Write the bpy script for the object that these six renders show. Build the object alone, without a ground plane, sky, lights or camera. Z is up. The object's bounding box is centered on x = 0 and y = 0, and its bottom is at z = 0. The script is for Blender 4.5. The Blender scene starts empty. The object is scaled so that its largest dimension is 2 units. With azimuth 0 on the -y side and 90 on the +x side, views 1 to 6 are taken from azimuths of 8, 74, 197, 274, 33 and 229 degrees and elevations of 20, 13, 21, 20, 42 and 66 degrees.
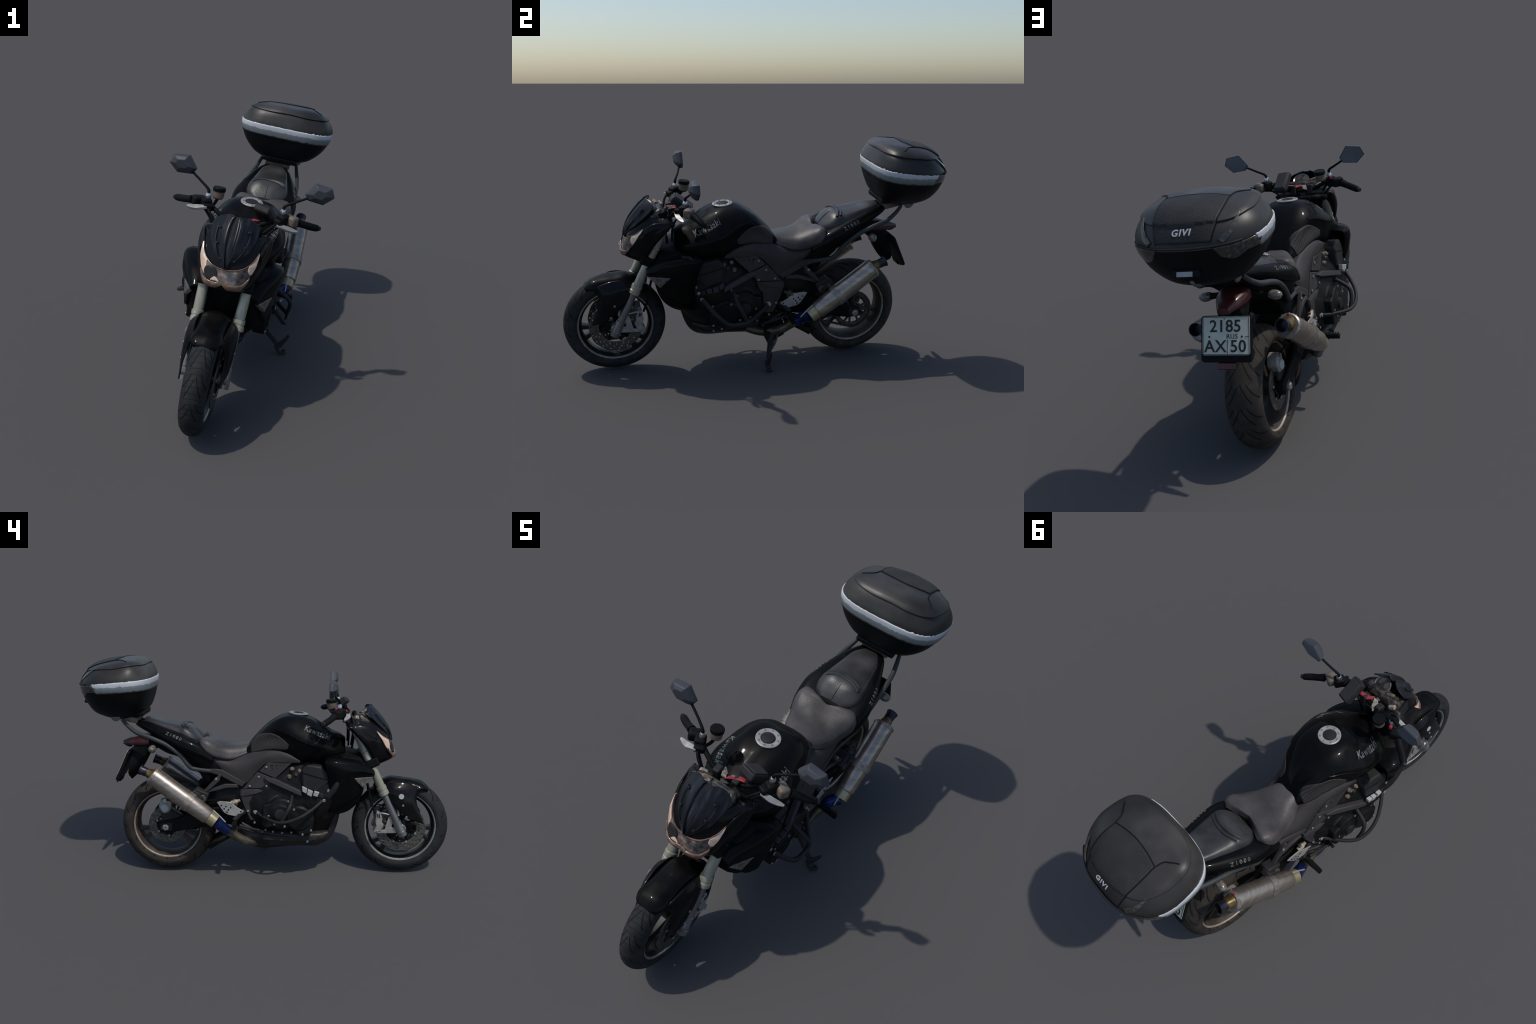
# Black naked street motorcycle with a top case, leaning on its side stand.
# Everything is modelled in the upright bike frame (X left, -Y front, Z up, wheels on Z = 0);
# the root empty leans the whole bike.
import bpy, bmesh, math, random
from mathutils import Vector, Matrix, noise
from mathutils.bvhtree import BVHTree

random.seed(7)
LEAN, YAW, X0 = math.radians(8.2), math.radians(-0.6), -0.141

# ------------------------------------------------------------------ materials
def new_mat(name):
    m = bpy.data.materials.new(name)
    m.use_nodes = True
    nt = m.node_tree
    return m, nt, nt.nodes["Principled BSDF"]

def nd(nt, t, **kw):
    n = nt.nodes.new(t)
    for k, v in kw.items():
        setattr(n, k, v)
    return n

def ramp(nt, fac, stops):
    r = nd(nt, "ShaderNodeValToRGB")
    e = r.color_ramp.elements
    while len(e) < len(stops):
        e.new(0.5)
    for i, (p, c) in enumerate(stops):
        e[i].position = p
        e[i].color = (*c, 1) if len(c) == 3 else c
    nt.links.new(fac, r.inputs[0])
    return r.outputs[0]

def obj_noise(nt, scale, detail=4, rough=0.55, stretch=None):
    tc = nd(nt, "ShaderNodeTexCoord")
    mp = nd(nt, "ShaderNodeMapping")
    if stretch:
        mp.inputs["Scale"].default_value = stretch
    nt.links.new(tc.outputs["Object"], mp.inputs[0])
    n = nd(nt, "ShaderNodeTexNoise")
    n.inputs["Scale"].default_value = scale
    n.inputs["Detail"].default_value = detail
    n.inputs["Roughness"].default_value = rough
    nt.links.new(mp.outputs[0], n.inputs[0])
    return n.outputs[0]

def add_bump(nt, b, fac, strength, dist=0.003):
    bp = nd(nt, "ShaderNodeBump")
    bp.inputs["Strength"].default_value = strength
    bp.inputs["Distance"].default_value = dist
    nt.links.new(fac, bp.inputs["Height"])
    nt.links.new(bp.outputs[0], b.inputs["Normal"])

def stuff(name, col, var=0.25, rough=0.5, metal=0.0, scale=14, spec=0.4, bump=0.0, bscale=120,
          coat=0.0, tint=None, stretch=None):
    """plain material with a cloudy variation of its base colour"""
    m, nt, b = new_mat(name)
    lo = tuple(c * (1 - var) for c in col)
    hi = tint if tint else tuple(min(1, c * (1 + var)) for c in col)
    c = ramp(nt, obj_noise(nt, scale, stretch=stretch), [(0.3, lo), (0.55, col), (0.75, hi)])
    nt.links.new(c, b.inputs["Base Color"])
    b.inputs["Roughness"].default_value = rough
    b.inputs["Metallic"].default_value = metal
    b.inputs["Specular IOR Level"].default_value = spec
    b.inputs["Coat Weight"].default_value = coat
    b.inputs["Coat Roughness"].default_value = 0.09
    if bump:
        add_bump(nt, b, obj_noise(nt, bscale, 3), bump)
    return m

M = {}
M["paint"] = stuff("black_paint", (0.0042, 0.0042, 0.0045), 0.5, 0.45, spec=0.05, coat=0.14, scale=9, tint=(0.008, 0.0076, 0.0072))
M["cowl"] = stuff("cowl_black", (0.0065, 0.0065, 0.0075), 0.5, 0.4, spec=0.06, coat=0.25, scale=11, tint=(0.02, 0.018, 0.019))
M["screen"] = stuff("smoked_screen", (0.015, 0.017, 0.022), 0.6, 0.3, spec=0.2, scale=16, tint=(0.045, 0.048, 0.055), stretch=(3, 0.6, 0.6))
M["black"] = stuff("black_plastic", (0.006, 0.006, 0.0065), 0.4, 0.6, spec=0.12, scale=20)
M["engine"] = stuff("engine_black", (0.009, 0.0088, 0.0085), 0.5, 0.5, spec=0.18, scale=30, tint=(0.02, 0.018, 0.016))
M["dark_grey"] = stuff("dark_grey_plastic", (0.024, 0.023, 0.0235), 0.3, 0.55, spec=0.2, scale=12)
M["frame"] = stuff("frame_cover_grey", (0.046, 0.041, 0.041), 0.2, 0.55, spec=0.2, scale=9, bump=0.05, bscale=500)
M["rail"] = stuff("rack_tube_grey", (0.04, 0.044, 0.046), 0.2, 0.5, spec=0.3)
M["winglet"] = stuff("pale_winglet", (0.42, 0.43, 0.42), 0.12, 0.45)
M["winglet_shade"] = stuff("shaded_winglet", (0.035, 0.038, 0.044), 0.12, 0.5)  # darker copy of the winglet colour, shade of the left side put in
M["silver"] = stuff("brushed_silver", (0.36, 0.35, 0.33), 0.25, 0.45, metal=0.3, scale=30)
M["chrome"] = stuff("chrome", (0.55, 0.57, 0.6), 0.1, 0.15, metal=0.9)
M["bolt"] = stuff("steel_bolt", (0.3, 0.3, 0.29), 0.3, 0.4, metal=0.5)
M["gold"] = stuff("champagne_fork", (0.38, 0.365, 0.285), 0.3, 0.38, metal=0.4, scale=18, tint=(0.46, 0.48, 0.46), stretch=(3, 1, 0.4))
M["fork_low"] = stuff("grey_fork_slider", (0.22, 0.22, 0.225), 0.2, 0.3, metal=0.65, scale=20)
M["titan"] = stuff("brushed_titanium", (0.38, 0.33, 0.28), 0.25, 0.33, metal=0.8, scale=10, stretch=(1, 1.5, 6))
M["titan_clamp"] = stuff("clamp_steel", (0.33, 0.29, 0.25), 0.4, 0.42, metal=0.7, scale=40)
M["pipe"] = stuff("stained_pipe", (0.13, 0.11, 0.08), 0.45, 0.42, metal=0.6, scale=18, tint=(0.28, 0.24, 0.17))
M["header"] = stuff("header_pipe", (0.025, 0.023, 0.022), 0.5, 0.45, metal=0.3, scale=14, tint=(0.06, 0.05, 0.045))
M["blue"] = stuff("heat_blued_pipe", (0.014, 0.03, 0.13), 0.5, 0.3, metal=0.5, scale=22, tint=(0.03, 0.07, 0.26))
M["tip"] = stuff("heat_coloured_tip", (0.035, 0.035, 0.05), 0.4, 0.35, metal=0.6, scale=26, tint=(0.10, 0.08, 0.06))
M["tip_gold"] = stuff("gold_heat_tint", (0.16, 0.11, 0.04), 0.6, 0.35, metal=0.6, scale=40, tint=(0.30, 0.22, 0.08))
M["ring"] = stuff("brass_ring", (0.42, 0.36, 0.22), 0.25, 0.35, metal=0.6)
M["rim"] = stuff("black_rim", (0.012, 0.012, 0.013), 0.4, 0.35, spec=0.3)
M["rim_lip"] = stuff("worn_rim_lip", (0.34, 0.33, 0.30), 0.3, 0.4, metal=0.4, scale=22)
M["rim_dust"] = stuff("dusty_rim", (0.05, 0.038, 0.03), 0.5, 0.6, scale=14, tint=(0.085, 0.062, 0.048))
M["rim_dust_lip"] = stuff("dusty_rim_lip", (0.36, 0.30, 0.24), 0.35, 0.5, metal=0.2, scale=16)
M["disc"] = stuff("brake_disc_steel", (0.10, 0.092, 0.08), 0.25, 0.45, metal=0.5, scale=24)
M["caliper"] = stuff("cast_caliper", (0.33, 0.31, 0.29), 0.3, 0.5, metal=0.3, scale=40)
M["chain"] = stuff("dirty_steel", (0.07, 0.062, 0.052), 0.5, 0.55, metal=0.4, scale=60)
M["leather"] = stuff("seat_vinyl", (0.066, 0.059, 0.056), 0.5, 0.45, spec=0.4, scale=8, bump=0.35, bscale=170)  # strong cloudy tone variation imitates highlights on the vinyl
M["leather2"] = stuff("pillion_vinyl", (0.036, 0.035, 0.0355), 0.5, 0.4, spec=0.45, scale=10, bump=0.2, bscale=150)
M["case"] = stuff("case_black", (0.0058, 0.006, 0.0068), 0.35, 0.5, spec=0.16, scale=12)
M["lid"] = stuff("case_lid", (0.040, 0.0375, 0.0352), 0.5, 0.4, spec=0.3, scale=5, tint=(0.066, 0.061, 0.055))
M["lid_grain"] = stuff("case_lid_grained", (0.03, 0.029, 0.028), 0.25, 0.6, spec=0.25, scale=12, bump=0.6, bscale=110)
M["case_grey"] = stuff("case_latch_grey", (0.12, 0.135, 0.135), 0.15, 0.5)
M["reflector"] = stuff("smoked_reflector", (0.045, 0.04, 0.033), 0.6, 0.2, spec=0.5, scale=70, tint=(0.12, 0.11, 0.095), coat=0.4)
M["red_lamp"] = stuff("red_lens", (0.055, 0.009, 0.009), 0.6, 0.4, coat=0.25, tint=(0.10, 0.02, 0.018))
M["red"] = stuff("red_tag", (0.30, 0.025, 0.035), 0.25, 0.6)
M["clear"] = stuff("indicator_lens", (0.15, 0.14, 0.12), 0.6, 0.2, scale=90, tint=(0.34, 0.22, 0.10), coat=0.5)
M["shroud_lens"] = stuff("smoked_indicator_lens", (0.10, 0.10, 0.09), 0.5, 0.25, scale=70, tint=(0.30, 0.17, 0.08), coat=0.4)
M["tan"] = stuff("tan_plastic", (0.16, 0.125, 0.095), 0.35, 0.5, scale=40)
M["beige"] = stuff("beige_gauge", (0.34, 0.28, 0.22), 0.4, 0.4, scale=50)
M["mirror_back"] = stuff("mirror_housing", (0.046, 0.050, 0.059), 0.1, 0.5, spec=0.35)
M["mirror_glass"] = stuff("mirror_glass", (0.13, 0.14, 0.155), 0.3, 0.4, spec=0.3, scale=6)
M["plate"] = stuff("number_plate", (0.56, 0.575, 0.49), 0.08, 0.5, scale=25)
M["ink"] = stuff("plate_ink", (0.012, 0.014, 0.013), 0.2, 0.5)
M["mark"] = stuff("silver_lettering", (0.17, 0.17, 0.155), 0.8, 0.4, scale=60)
M["white"] = stuff("white_lettering", (0.6, 0.61, 0.6), 0.1, 0.5)
M["copper"] = stuff("copper_lamp_edge", (0.17, 0.105, 0.075), 0.4, 0.3, scale=30, tint=(0.30, 0.20, 0.15), coat=0.4)
def dash_mat():
    m, nt, b = new_mat("cluttered_dash")
    c = ramp(nt, obj_noise(nt, 34, 5, 0.65), [(0.36, (0.008, 0.008, 0.009)), (0.50, (0.03, 0.025, 0.02)), (0.58, (0.11, 0.085, 0.06)), (0.64, (0.05, 0.05, 0.055)), (0.72, (0.36, 0.31, 0.27))])
    nt.links.new(c, b.inputs["Base Color"])
    b.inputs["Roughness"].default_value = 0.4
    return m
M["dash"] = dash_mat()
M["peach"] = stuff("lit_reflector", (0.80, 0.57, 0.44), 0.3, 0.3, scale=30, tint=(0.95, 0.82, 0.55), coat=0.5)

def tyre_mat(name, col, dusty, cy, cz, hw, pitch, slant, sweep, width, fine):
    """rubber with chevron grooves that sweep out from the tread centre"""
    m, nt, b = new_mat(name)
    L = nt.links.new
    def mt(op, a, b_=None, c_=None):
        n = nd(nt, "ShaderNodeMath", operation=op)
        for i, v in enumerate((a, b_, c_)):
            if v is None: continue
            if isinstance(v, (int, float)): n.inputs[i].default_value = v
            else: L(v, n.inputs[i])
        return n.outputs[0]
    tc = nd(nt, "ShaderNodeTexCoord")
    sp = nd(nt, "ShaderNodeSeparateXYZ"); L(tc.outputs["Object"], sp.inputs[0])
    X, Y, Z = sp.outputs
    ang = mt("ARCTAN2", mt("SUBTRACT", Z, cz), mt("SUBTRACT", Y, cy))
    u = mt("DIVIDE", mt("ABSOLUTE", X), hw)
    side = mt("MULTIPLY", mt("GREATER_THAN", X, 0.0), 0.08)
    def groove(p, sl, sw, wd, lo, hi, ph):
        v = mt("ADD", mt("MULTIPLY_ADD", ang, p / (2 * math.pi), mt("MULTIPLY", u, sl)), mt("MULTIPLY", mt("MULTIPLY", u, u), sw))
        f = mt("FRACT", mt("ADD", mt("ADD", v, side), 20 + ph))
        d = mt("ABSOLUTE", mt("SUBTRACT", f, 0.5))
        g = mt("LESS_THAN", d, wd)
        return mt("MULTIPLY", g, mt("MULTIPLY", mt("GREATER_THAN", u, lo), mt("LESS_THAN", u, hi)))
    g = groove(pitch, slant, sweep, width, 0.05, 0.62, 0.0)
    g = mt("MAXIMUM", g, groove(pitch, slant, sweep, width * 0.8, 0.35, 0.93, 0.5))
    if fine:
        g = mt("MAXIMUM", g, mt("MULTIPLY", groove(pitch * 5, 0.2, -1.2, 0.06, 0.0, 0.9, 0.25), 0.6))
    c = ramp(nt, obj_noise(nt, 22, 5), [(0.3, tuple(x * 0.7 for x in col)), (0.55, col), (0.75, dusty)])
    mx = nd(nt, "ShaderNodeMix", data_type="RGBA")
    L(g, mx.inputs[0]); L(c, mx.inputs[6]); mx.inputs[7].default_value = (0.005, 0.005, 0.005, 1)
    L(mx.outputs[2], b.inputs["Base Color"])
    b.inputs["Roughness"].default_value = 0.75
    b.inputs["Specular IOR Level"].default_value = 0.2
    add_bump(nt, b, mt("MULTIPLY", g, -1.0), 0.6, 0.003)
    return m
M["tyre_f"] = tyre_mat("front_rubber", (0.024, 0.026, 0.027), (0.036, 0.039, 0.040), -0.739, 0.2655, 0.054, 13, -1.5, 0.45, 0.05, True)
M["tyre_r"] = tyre_mat("rear_rubber", (0.038, 0.032, 0.027), (0.06, 0.049, 0.039), 0.541, 0.2675, 0.082, 17, 1.9, -0.7, 0.055, False)
M["hugger"] = stuff("dusty_black", (0.018, 0.015, 0.013), 0.5, 0.7, spec=0.1)
M["groove"] = stuff("tread_groove", (0.006, 0.006, 0.006), 0.3, 0.8, spec=0.1)

def dots_mat():
    """knee pad rubber: grid of small dark dimples"""
    m, nt, b = new_mat("dimpled_knee_pad")
    tc = nd(nt, "ShaderNodeTexCoord")
    mp = nd(nt, "ShaderNodeMapping")
    mp.inputs["Rotation"].default_value = (math.radians(38), 0, 0)
    nt.links.new(tc.outputs["Object"], mp.inputs[0])
    sp = nd(nt, "ShaderNodeSeparateXYZ")
    nt.links.new(mp.outputs[0], sp.inputs[0])
    out = []
    for ax in ("Y", "Z"):
        a = nd(nt, "ShaderNodeMath", operation="MULTIPLY"); a.inputs[1].default_value = 2 * math.pi / 0.0100
        nt.links.new(sp.outputs[ax], a.inputs[0])
        s = nd(nt, "ShaderNodeMath", operation="SINE"); nt.links.new(a.outputs[0], s.inputs[0])
        out.append(s.outputs[0])
    mul = nd(nt, "ShaderNodeMath", operation="ADD")
    nt.links.new(out[0], mul.inputs[0]); nt.links.new(out[1], mul.inputs[1])
    c = ramp(nt, mul.outputs[0], [(0.0, (0.048, 0.043, 0.040)), (0.55, (0.044, 0.039, 0.036)), (0.95, (0.010, 0.009, 0.009))])
    nt.links.new(c, b.inputs["Base Color"])
    b.inputs["Roughness"].default_value = 0.6
    b.inputs["Specular IOR Level"].default_value = 0.25
    add_bump(nt, b, mul.outputs[0], -0.5, 0.002)
    return m
M["pad"] = dots_mat()

def band_mat():
    """aluminium band: bright wavy stripe above, blue grey below, dark lower edge"""
    m, nt, b = new_mat("case_band")
    tc = nd(nt, "ShaderNodeTexCoord")
    sp = nd(nt, "ShaderNodeSeparateXYZ")
    nt.links.new(tc.outputs["Object"], sp.inputs[0])
    n = obj_noise(nt, 38, 3)
    def mad(x, k, c):
        q = nd(nt, "ShaderNodeMath", operation="MULTIPLY_ADD")
        for i, v in enumerate((x, k, c)):
            if isinstance(v, float): q.inputs[i].default_value = v
            else: nt.links.new(v, q.inputs[i])
        return q
    # height across the band: its lower edge drops slightly towards the rear
    lift = mad(sp.outputs["Y"], 0.0475, -1.0205 - 0.0285)
    add = nd(nt, "ShaderNodeMath", operation="ADD")
    nt.links.new(sp.outputs["Z"], add.inputs[0]); nt.links.new(lift.outputs[0], add.inputs[1])
    v = mad(add.outputs[0], 1 / 0.062, 0.0)
    a = mad(n, 0.30, v.outputs[0])
    c = ramp(nt, a.outputs[0], [(0.22, (0.035, 0.036, 0.034)), (0.29, (0.14, 0.155, 0.165)), (0.70, (0.20, 0.225, 0.24)),
                               (0.76, (0.48, 0.51, 0.535)), (1.0, (0.55, 0.57, 0.59))])
    nt.links.new(c, b.inputs["Base Color"])
    b.inputs["Roughness"].default_value = 0.45
    return m
M["band"] = band_mat()

def lamp_mat():
    """headlight: dark chrome bowls with copper and bright patches under clear lens"""
    m, nt, b = new_mat("headlight_lens")
    c = ramp(nt, obj_noise(nt, 30, 5, 0.6), [(0.32, (0.02, 0.02, 0.024)), (0.47, (0.07, 0.065, 0.068)),
                                           (0.56, (0.17, 0.11, 0.085)), (0.66, (0.32, 0.24, 0.2)), (0.78, (0.10, 0.12, 0.15))])
    nt.links.new(c, b.inputs["Base Color"])
    b.inputs["Roughness"].default_value = 0.25
    b.inputs["Coat Weight"].default_value = 0.6
    return m
M["lamp"] = lamp_mat()

# ------------------------------------------------------------------ geometry helpers
ROOT = bpy.data.objects.new("motorcycle", None)
bpy.context.scene.collection.objects.link(ROOT)
ROOT.empty_display_size = 0.2
ROOT["label"] = "black naked street motorcycle with top case on side stand"
ROOT["category"] = "motorcycle"

def make(name, verts, faces, mat, parent=None, smooth=True, sharp=38, mats=None, fmat=None, fix=True):
    me = bpy.data.meshes.new(name)
    me.from_pydata([tuple(v) for v in verts], [], faces)
    if fix:
        bm = bmesh.new(); bm.from_mesh(me)
        bmesh.ops.recalc_face_normals(bm, faces=bm.faces)
        bm.to_mesh(me); bm.free()
    for k in (mats or [mat]):
        me.materials.append(M[k])
    if fmat:
        for p, i in zip(me.polygons, fmat):
            p.material_index = i
    if smooth:
        me.polygons.foreach_set("use_smooth", [True] * len(me.polygons))
        me.set_sharp_from_angle(angle=math.radians(sharp))
    ob = bpy.data.objects.new(name, me)
    bpy.context.scene.collection.objects.link(ob)
    ob.parent = parent or ROOT
    return ob

def mod_bevel(ob, w=0.004, seg=2, ang=35):
    m = ob.modifiers.new("bevel", "BEVEL")
    m.width = w; m.segments = seg; m.limit_method = "ANGLE"; m.angle_limit = math.radians(ang)
    m.harden_normals = False
    return ob

def mod_solid(ob, t, off=-1):
    m = ob.modifiers.new("solidify", "SOLIDIFY")
    m.thickness = t; m.offset = off
    return ob

def cr(pts, n):
    """Catmull-Rom resampling of a list of tuples to n points"""
    P = [tuple(p) for p in pts]
    k = len(P) - 1
    out = []
    for i in range(n):
        t = i / (n - 1) * k
        j = min(int(t), k - 1); f = t - j
        p1, p2 = P[j], P[j + 1]
        p0 = P[j - 1] if j > 0 else tuple(2 * a - b for a, b in zip(p1, p2))
        p3 = P[j + 2] if j + 2 <= k else tuple(2 * a - b for a, b in zip(p2, p1))
        out.append(tuple(0.5 * (2 * b + (c - a) * f + (2 * a - 5 * b + 4 * c - d) * f * f + (3 * b - a - 3 * c + d) * f ** 3)
                         for a, b, c, d in zip(p0, p1, p2, p3)))
    return out

def grid_pts(rows, nu, nv):
    rr = [cr(r, nv) for r in rows]
    cols = [cr([r[j] for r in rr], nu) for j in range(nv)]
    return [[cols[j][i] for j in range(nv)] for i in range(nu)]

def wob(p, amp, freq, seed=0.0):
    v = Vector(p)
    return v + noise.noise_vector(v * freq + Vector((seed, 0, 0))) * amp

def panel(name, rows, mat, nu=24, nv=24, thick=0.006, parent=None, side=1, amp=0.0, mirror=False, freq=12):
    """thin curved panel through control rows (rows of (x, y, z))"""
    g = grid_pts(rows, nu, nv)
    if mirror:   # rows run from the centre line outwards; add the other half
        g = [[(-x, y, z) for x, y, z in reversed(r[1:])] + list(r) for r in g]
    nu, nv = len(g), len(g[0])
    vs = [wob((x * side, y, z), amp, freq, side) for r in g for x, y, z in r]
    fs = [(i * nv + j, i * nv + j + 1, (i + 1) * nv + j + 1, (i + 1) * nv + j) for i in range(nu - 1) for j in range(nv - 1)]
    ob = make(name, vs, fs, mat, parent)
    # make the faces look outwards (away from the bike axis) before thickening inwards
    me = ob.data
    s = sum((p.normal.dot(Vector((p.center.x, p.center.y + 0.3 if mirror else 0, p.center.z - 0.6))) if mirror
             else p.normal.x * side) * p.area for p in me.polygons)
    if s < 0:
        me.flip_normals()
    mod_solid(ob, thick)
    return ob

def body(name, stations, mat, nu=40, nv=20, parent=None, amp=0.0, freq=10, side=0):
    """closed symmetric body through half sections (x, y, z) running top centre -> bottom centre"""
    g = grid_pts(stations, nu, nv)
    vs, fs = [], []
    for r in g:
        ring = list(r) + [(-x, y, z) for x, y, z in reversed(r[1:-1])]
        vs += [wob(p, amp, freq) for p in ring]
    m = 2 * nv - 2
    for i in range(nu - 1):
        for j in range(m):
            fs.append((i * m + j, i * m + (j + 1) % m, (i + 1) * m + (j + 1) % m, (i + 1) * m + j))
    fs.append(tuple(range(m))); fs.append(tuple(range((nu - 1) * m, nu * m)))
    return make(name, vs, fs, mat, parent)

def tube(name, pts, r, mat, parent=None, n=10, samples=None, cap=True, round_path=True):
    """tube along a smooth path; r is a number or a list of radii at the control points"""
    k = samples or max(2, 6 * (len(pts) - 1))
    rad = r if isinstance(r, (list, tuple)) else [r] * len(pts)
    ctrl = [tuple(p) + (q,) for p, q in zip(pts, rad)]
    if round_path:
        P = cr(ctrl, k)
    else:
        P = ctrl
    pos = [Vector(p[:3]) for p in P]
    k = len(pos)
    vs, fs = [], []
    ref = Vector((0.12, 0.3, 0.95)).normalized()
    for i in range(k):
        t = (pos[min(i + 1, k - 1)] - pos[max(i - 1, 0)])
        t = t.normalized() if t.length > 1e-9 else Vector((0, 0, 1))
        u = ref - t * ref.dot(t)
        if u.length < 1e-3:
            u = Vector((1, 0, 0)) - t * t.x
        u.normalize(); ref = u
        w = t.cross(u)
        for a in range(n):
            an = 2 * math.pi * a / n
            vs.append(pos[i] + (u * math.cos(an) + w * math.sin(an)) * P[i][3])
    for i in range(k - 1):
        for a in range(n):
            fs.append((i * n + a, i * n + (a + 1) % n, (i + 1) * n + (a + 1) % n, (i + 1) * n + a))
    if cap:
        fs.append(tuple(range(n))); fs.append(tuple(range((k - 1) * n, k * n)))
    return make(name, vs, fs, mat, parent)

def turned(name, prof, origin, axis, mat, parent=None, n=32, closed=False, sharp=30, mats=None, seg_mat=None):
    """revolve (distance along axis, radius) profile"""
    o = Vector(origin); ax = Vector(axis).normalized()
    u = ax.orthogonal().normalized(); w = ax.cross(u)
    vs, fs, fm = [], [], []
    for d, r in prof:
        for a in range(n):
            an = 2 * math.pi * a / n
            vs.append(o + ax * d + (u * math.cos(an) + w * math.sin(an)) * r)
    k = len(prof)
    for i in range(k if closed else k - 1):
        j = (i + 1) % k
        for a in range(n):
            fs.append((i * n + a, i * n + (a + 1) % n, j * n + (a + 1) % n, j * n + a))
            fm.append(seg_mat[i] if seg_mat else 0)
    if not closed:
        if prof[0][1] > 1e-6:
            fs.append(tuple(range(n))); fm.append(seg_mat[0] if seg_mat else 0)
        if prof[-1][1] > 1e-6:
            fs.append(tuple(range((k - 1) * n, k * n))); fm.append(seg_mat[-1] if seg_mat else 0)
    return make(name, vs, fs, mat, parent, sharp=sharp, mats=mats, fmat=fm if seg_mat else None)

def plate(name, poly, xo, t, mat, side=1, parent=None, bevel=0.004, seg=2):
    """plate given by its outline in side view (y, z[, x]); outer face at xo, thickness t inwards"""
    outer = [((p[2] if len(p) > 2 else xo) * side, p[0], p[1]) for p in poly]
    inner = [(((p[2] if len(p) > 2 else xo) - t) * side, p[0], p[1]) for p in poly]
    n = len(poly)
    fs = [tuple(range(n)), tuple(range(2 * n - 1, n - 1, -1))]
    fs += [(i, (i + 1) % n, n + (i + 1) % n, n + i) for i in range(n)]
    ob = make(name, outer + inner, fs, mat, parent, sharp=30)
    if bevel:
        mod_bevel(ob, bevel, seg)
    return ob

def block(name, c, size, mat, rot=(0, 0, 0), parent=None, bevel=0.005, seg=3, taper=1.0):
    R = Matrix.Rotation(rot[2], 3, "Z") @ Matrix.Rotation(rot[1], 3, "Y") @ Matrix.Rotation(rot[0], 3, "X")
    vs = []
    for z in (-1, 1):
        k = taper if z > 0 else 1
        for x, y in ((-1, -1), (1, -1), (1, 1), (-1, 1)):
            vs.append(Vector(c) + R @ Vector((x * size[0] / 2 * k, y * size[1] / 2 * k, z * size[2] / 2)))
    fs = [(0, 1, 2, 3), (4, 5, 6, 7), (0, 1, 5, 4), (1, 2, 6, 5), (2, 3, 7, 6), (3, 0, 4, 7)]
    ob = make(name, vs, fs, mat, parent, sharp=30)
    if bevel:
        mod_bevel(ob, bevel, seg)
    return ob

BOLT = None
def bolt(p, axis, r=0.006, parent=None, h=0.004, mat="bolt"):
    """domed socket bolt, shared mesh"""
    global BOLT
    if BOLT is None:
        BOLT = turned("bolt", [(0, 1.0), (0.45, 0.95), (0.6, 0.75), (0.6, 0.45), (0.3, 0.4), (0.3, 0.0)], (0, 0, 0), (0, 0, 1), mat, n=12)
        ob = BOLT
    else:
        ob = BOLT.copy()
        bpy.context.scene.collection.objects.link(ob)
    q = Vector(axis).to_track_quat("Z", "Y").to_matrix().to_4x4()
    ob.parent = parent or ROOT
    ob.matrix_local = Matrix.Translation(p) @ q @ Matrix.Diagonal((r, r, h / 0.6, 1))
    return ob

def letters(name, body_text, origin, right, up, size, mat, parent=None, depth=0.001, project=None, bold=0.0, shear=0.0, spacing=1.0):
    """text in the plane (right, up); optionally draped over a mesh along the plane normal"""
    cu = bpy.data.curves.new("lettering_curve", "FONT")
    cu.body = body_text; cu.size = size; cu.extrude = depth; cu.align_x = "CENTER"; cu.align_y = "CENTER"
    cu.offset = bold; cu.shear = shear; cu.space_character = spacing; cu.resolution_u = 3
    tmp = bpy.data.objects.new("lettering_tmp", cu)
    bpy.context.scene.collection.objects.link(tmp)
    dg = bpy.context.evaluated_depsgraph_get()
    me = bpy.data.meshes.new_from_object(tmp.evaluated_get(dg))
    bpy.data.objects.remove(tmp); bpy.data.curves.remove(cu)
    R = Vector(right).normalized(); U = Vector(up); U = (U - R * U.dot(R)).normalized(); N = R.cross(U)
    O = Vector(origin)
    if project:
        bm = bmesh.new(); bm.from_mesh(me)
        bmesh.ops.triangulate(bm, faces=bm.faces)
        bmesh.ops.subdivide_edges(bm, edges=[e for e in bm.edges if e.calc_length() > size * 0.15], cuts=2, use_grid_fill=True)
        bm.to_mesh(me); bm.free()
        bvh = BVHTree.FromObject(project, bpy.context.evaluated_depsgraph_get())
    for v in me.vertices:
        x, y, z = v.co
        p = O + R * x + U * y
        if project:
            hit = bvh.ray_cast(p + N * 0.2, -N)
            if hit[0] is not None:
                p = hit[0]
        v.co = p + N * (z + depth * 0.6)
    me.materials.clear(); me.materials.append(M[mat])
    ob = bpy.data.objects.new(name, me)
    bpy.context.scene.collection.objects.link(ob)
    ob.parent = parent or ROOT
    return ob

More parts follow.
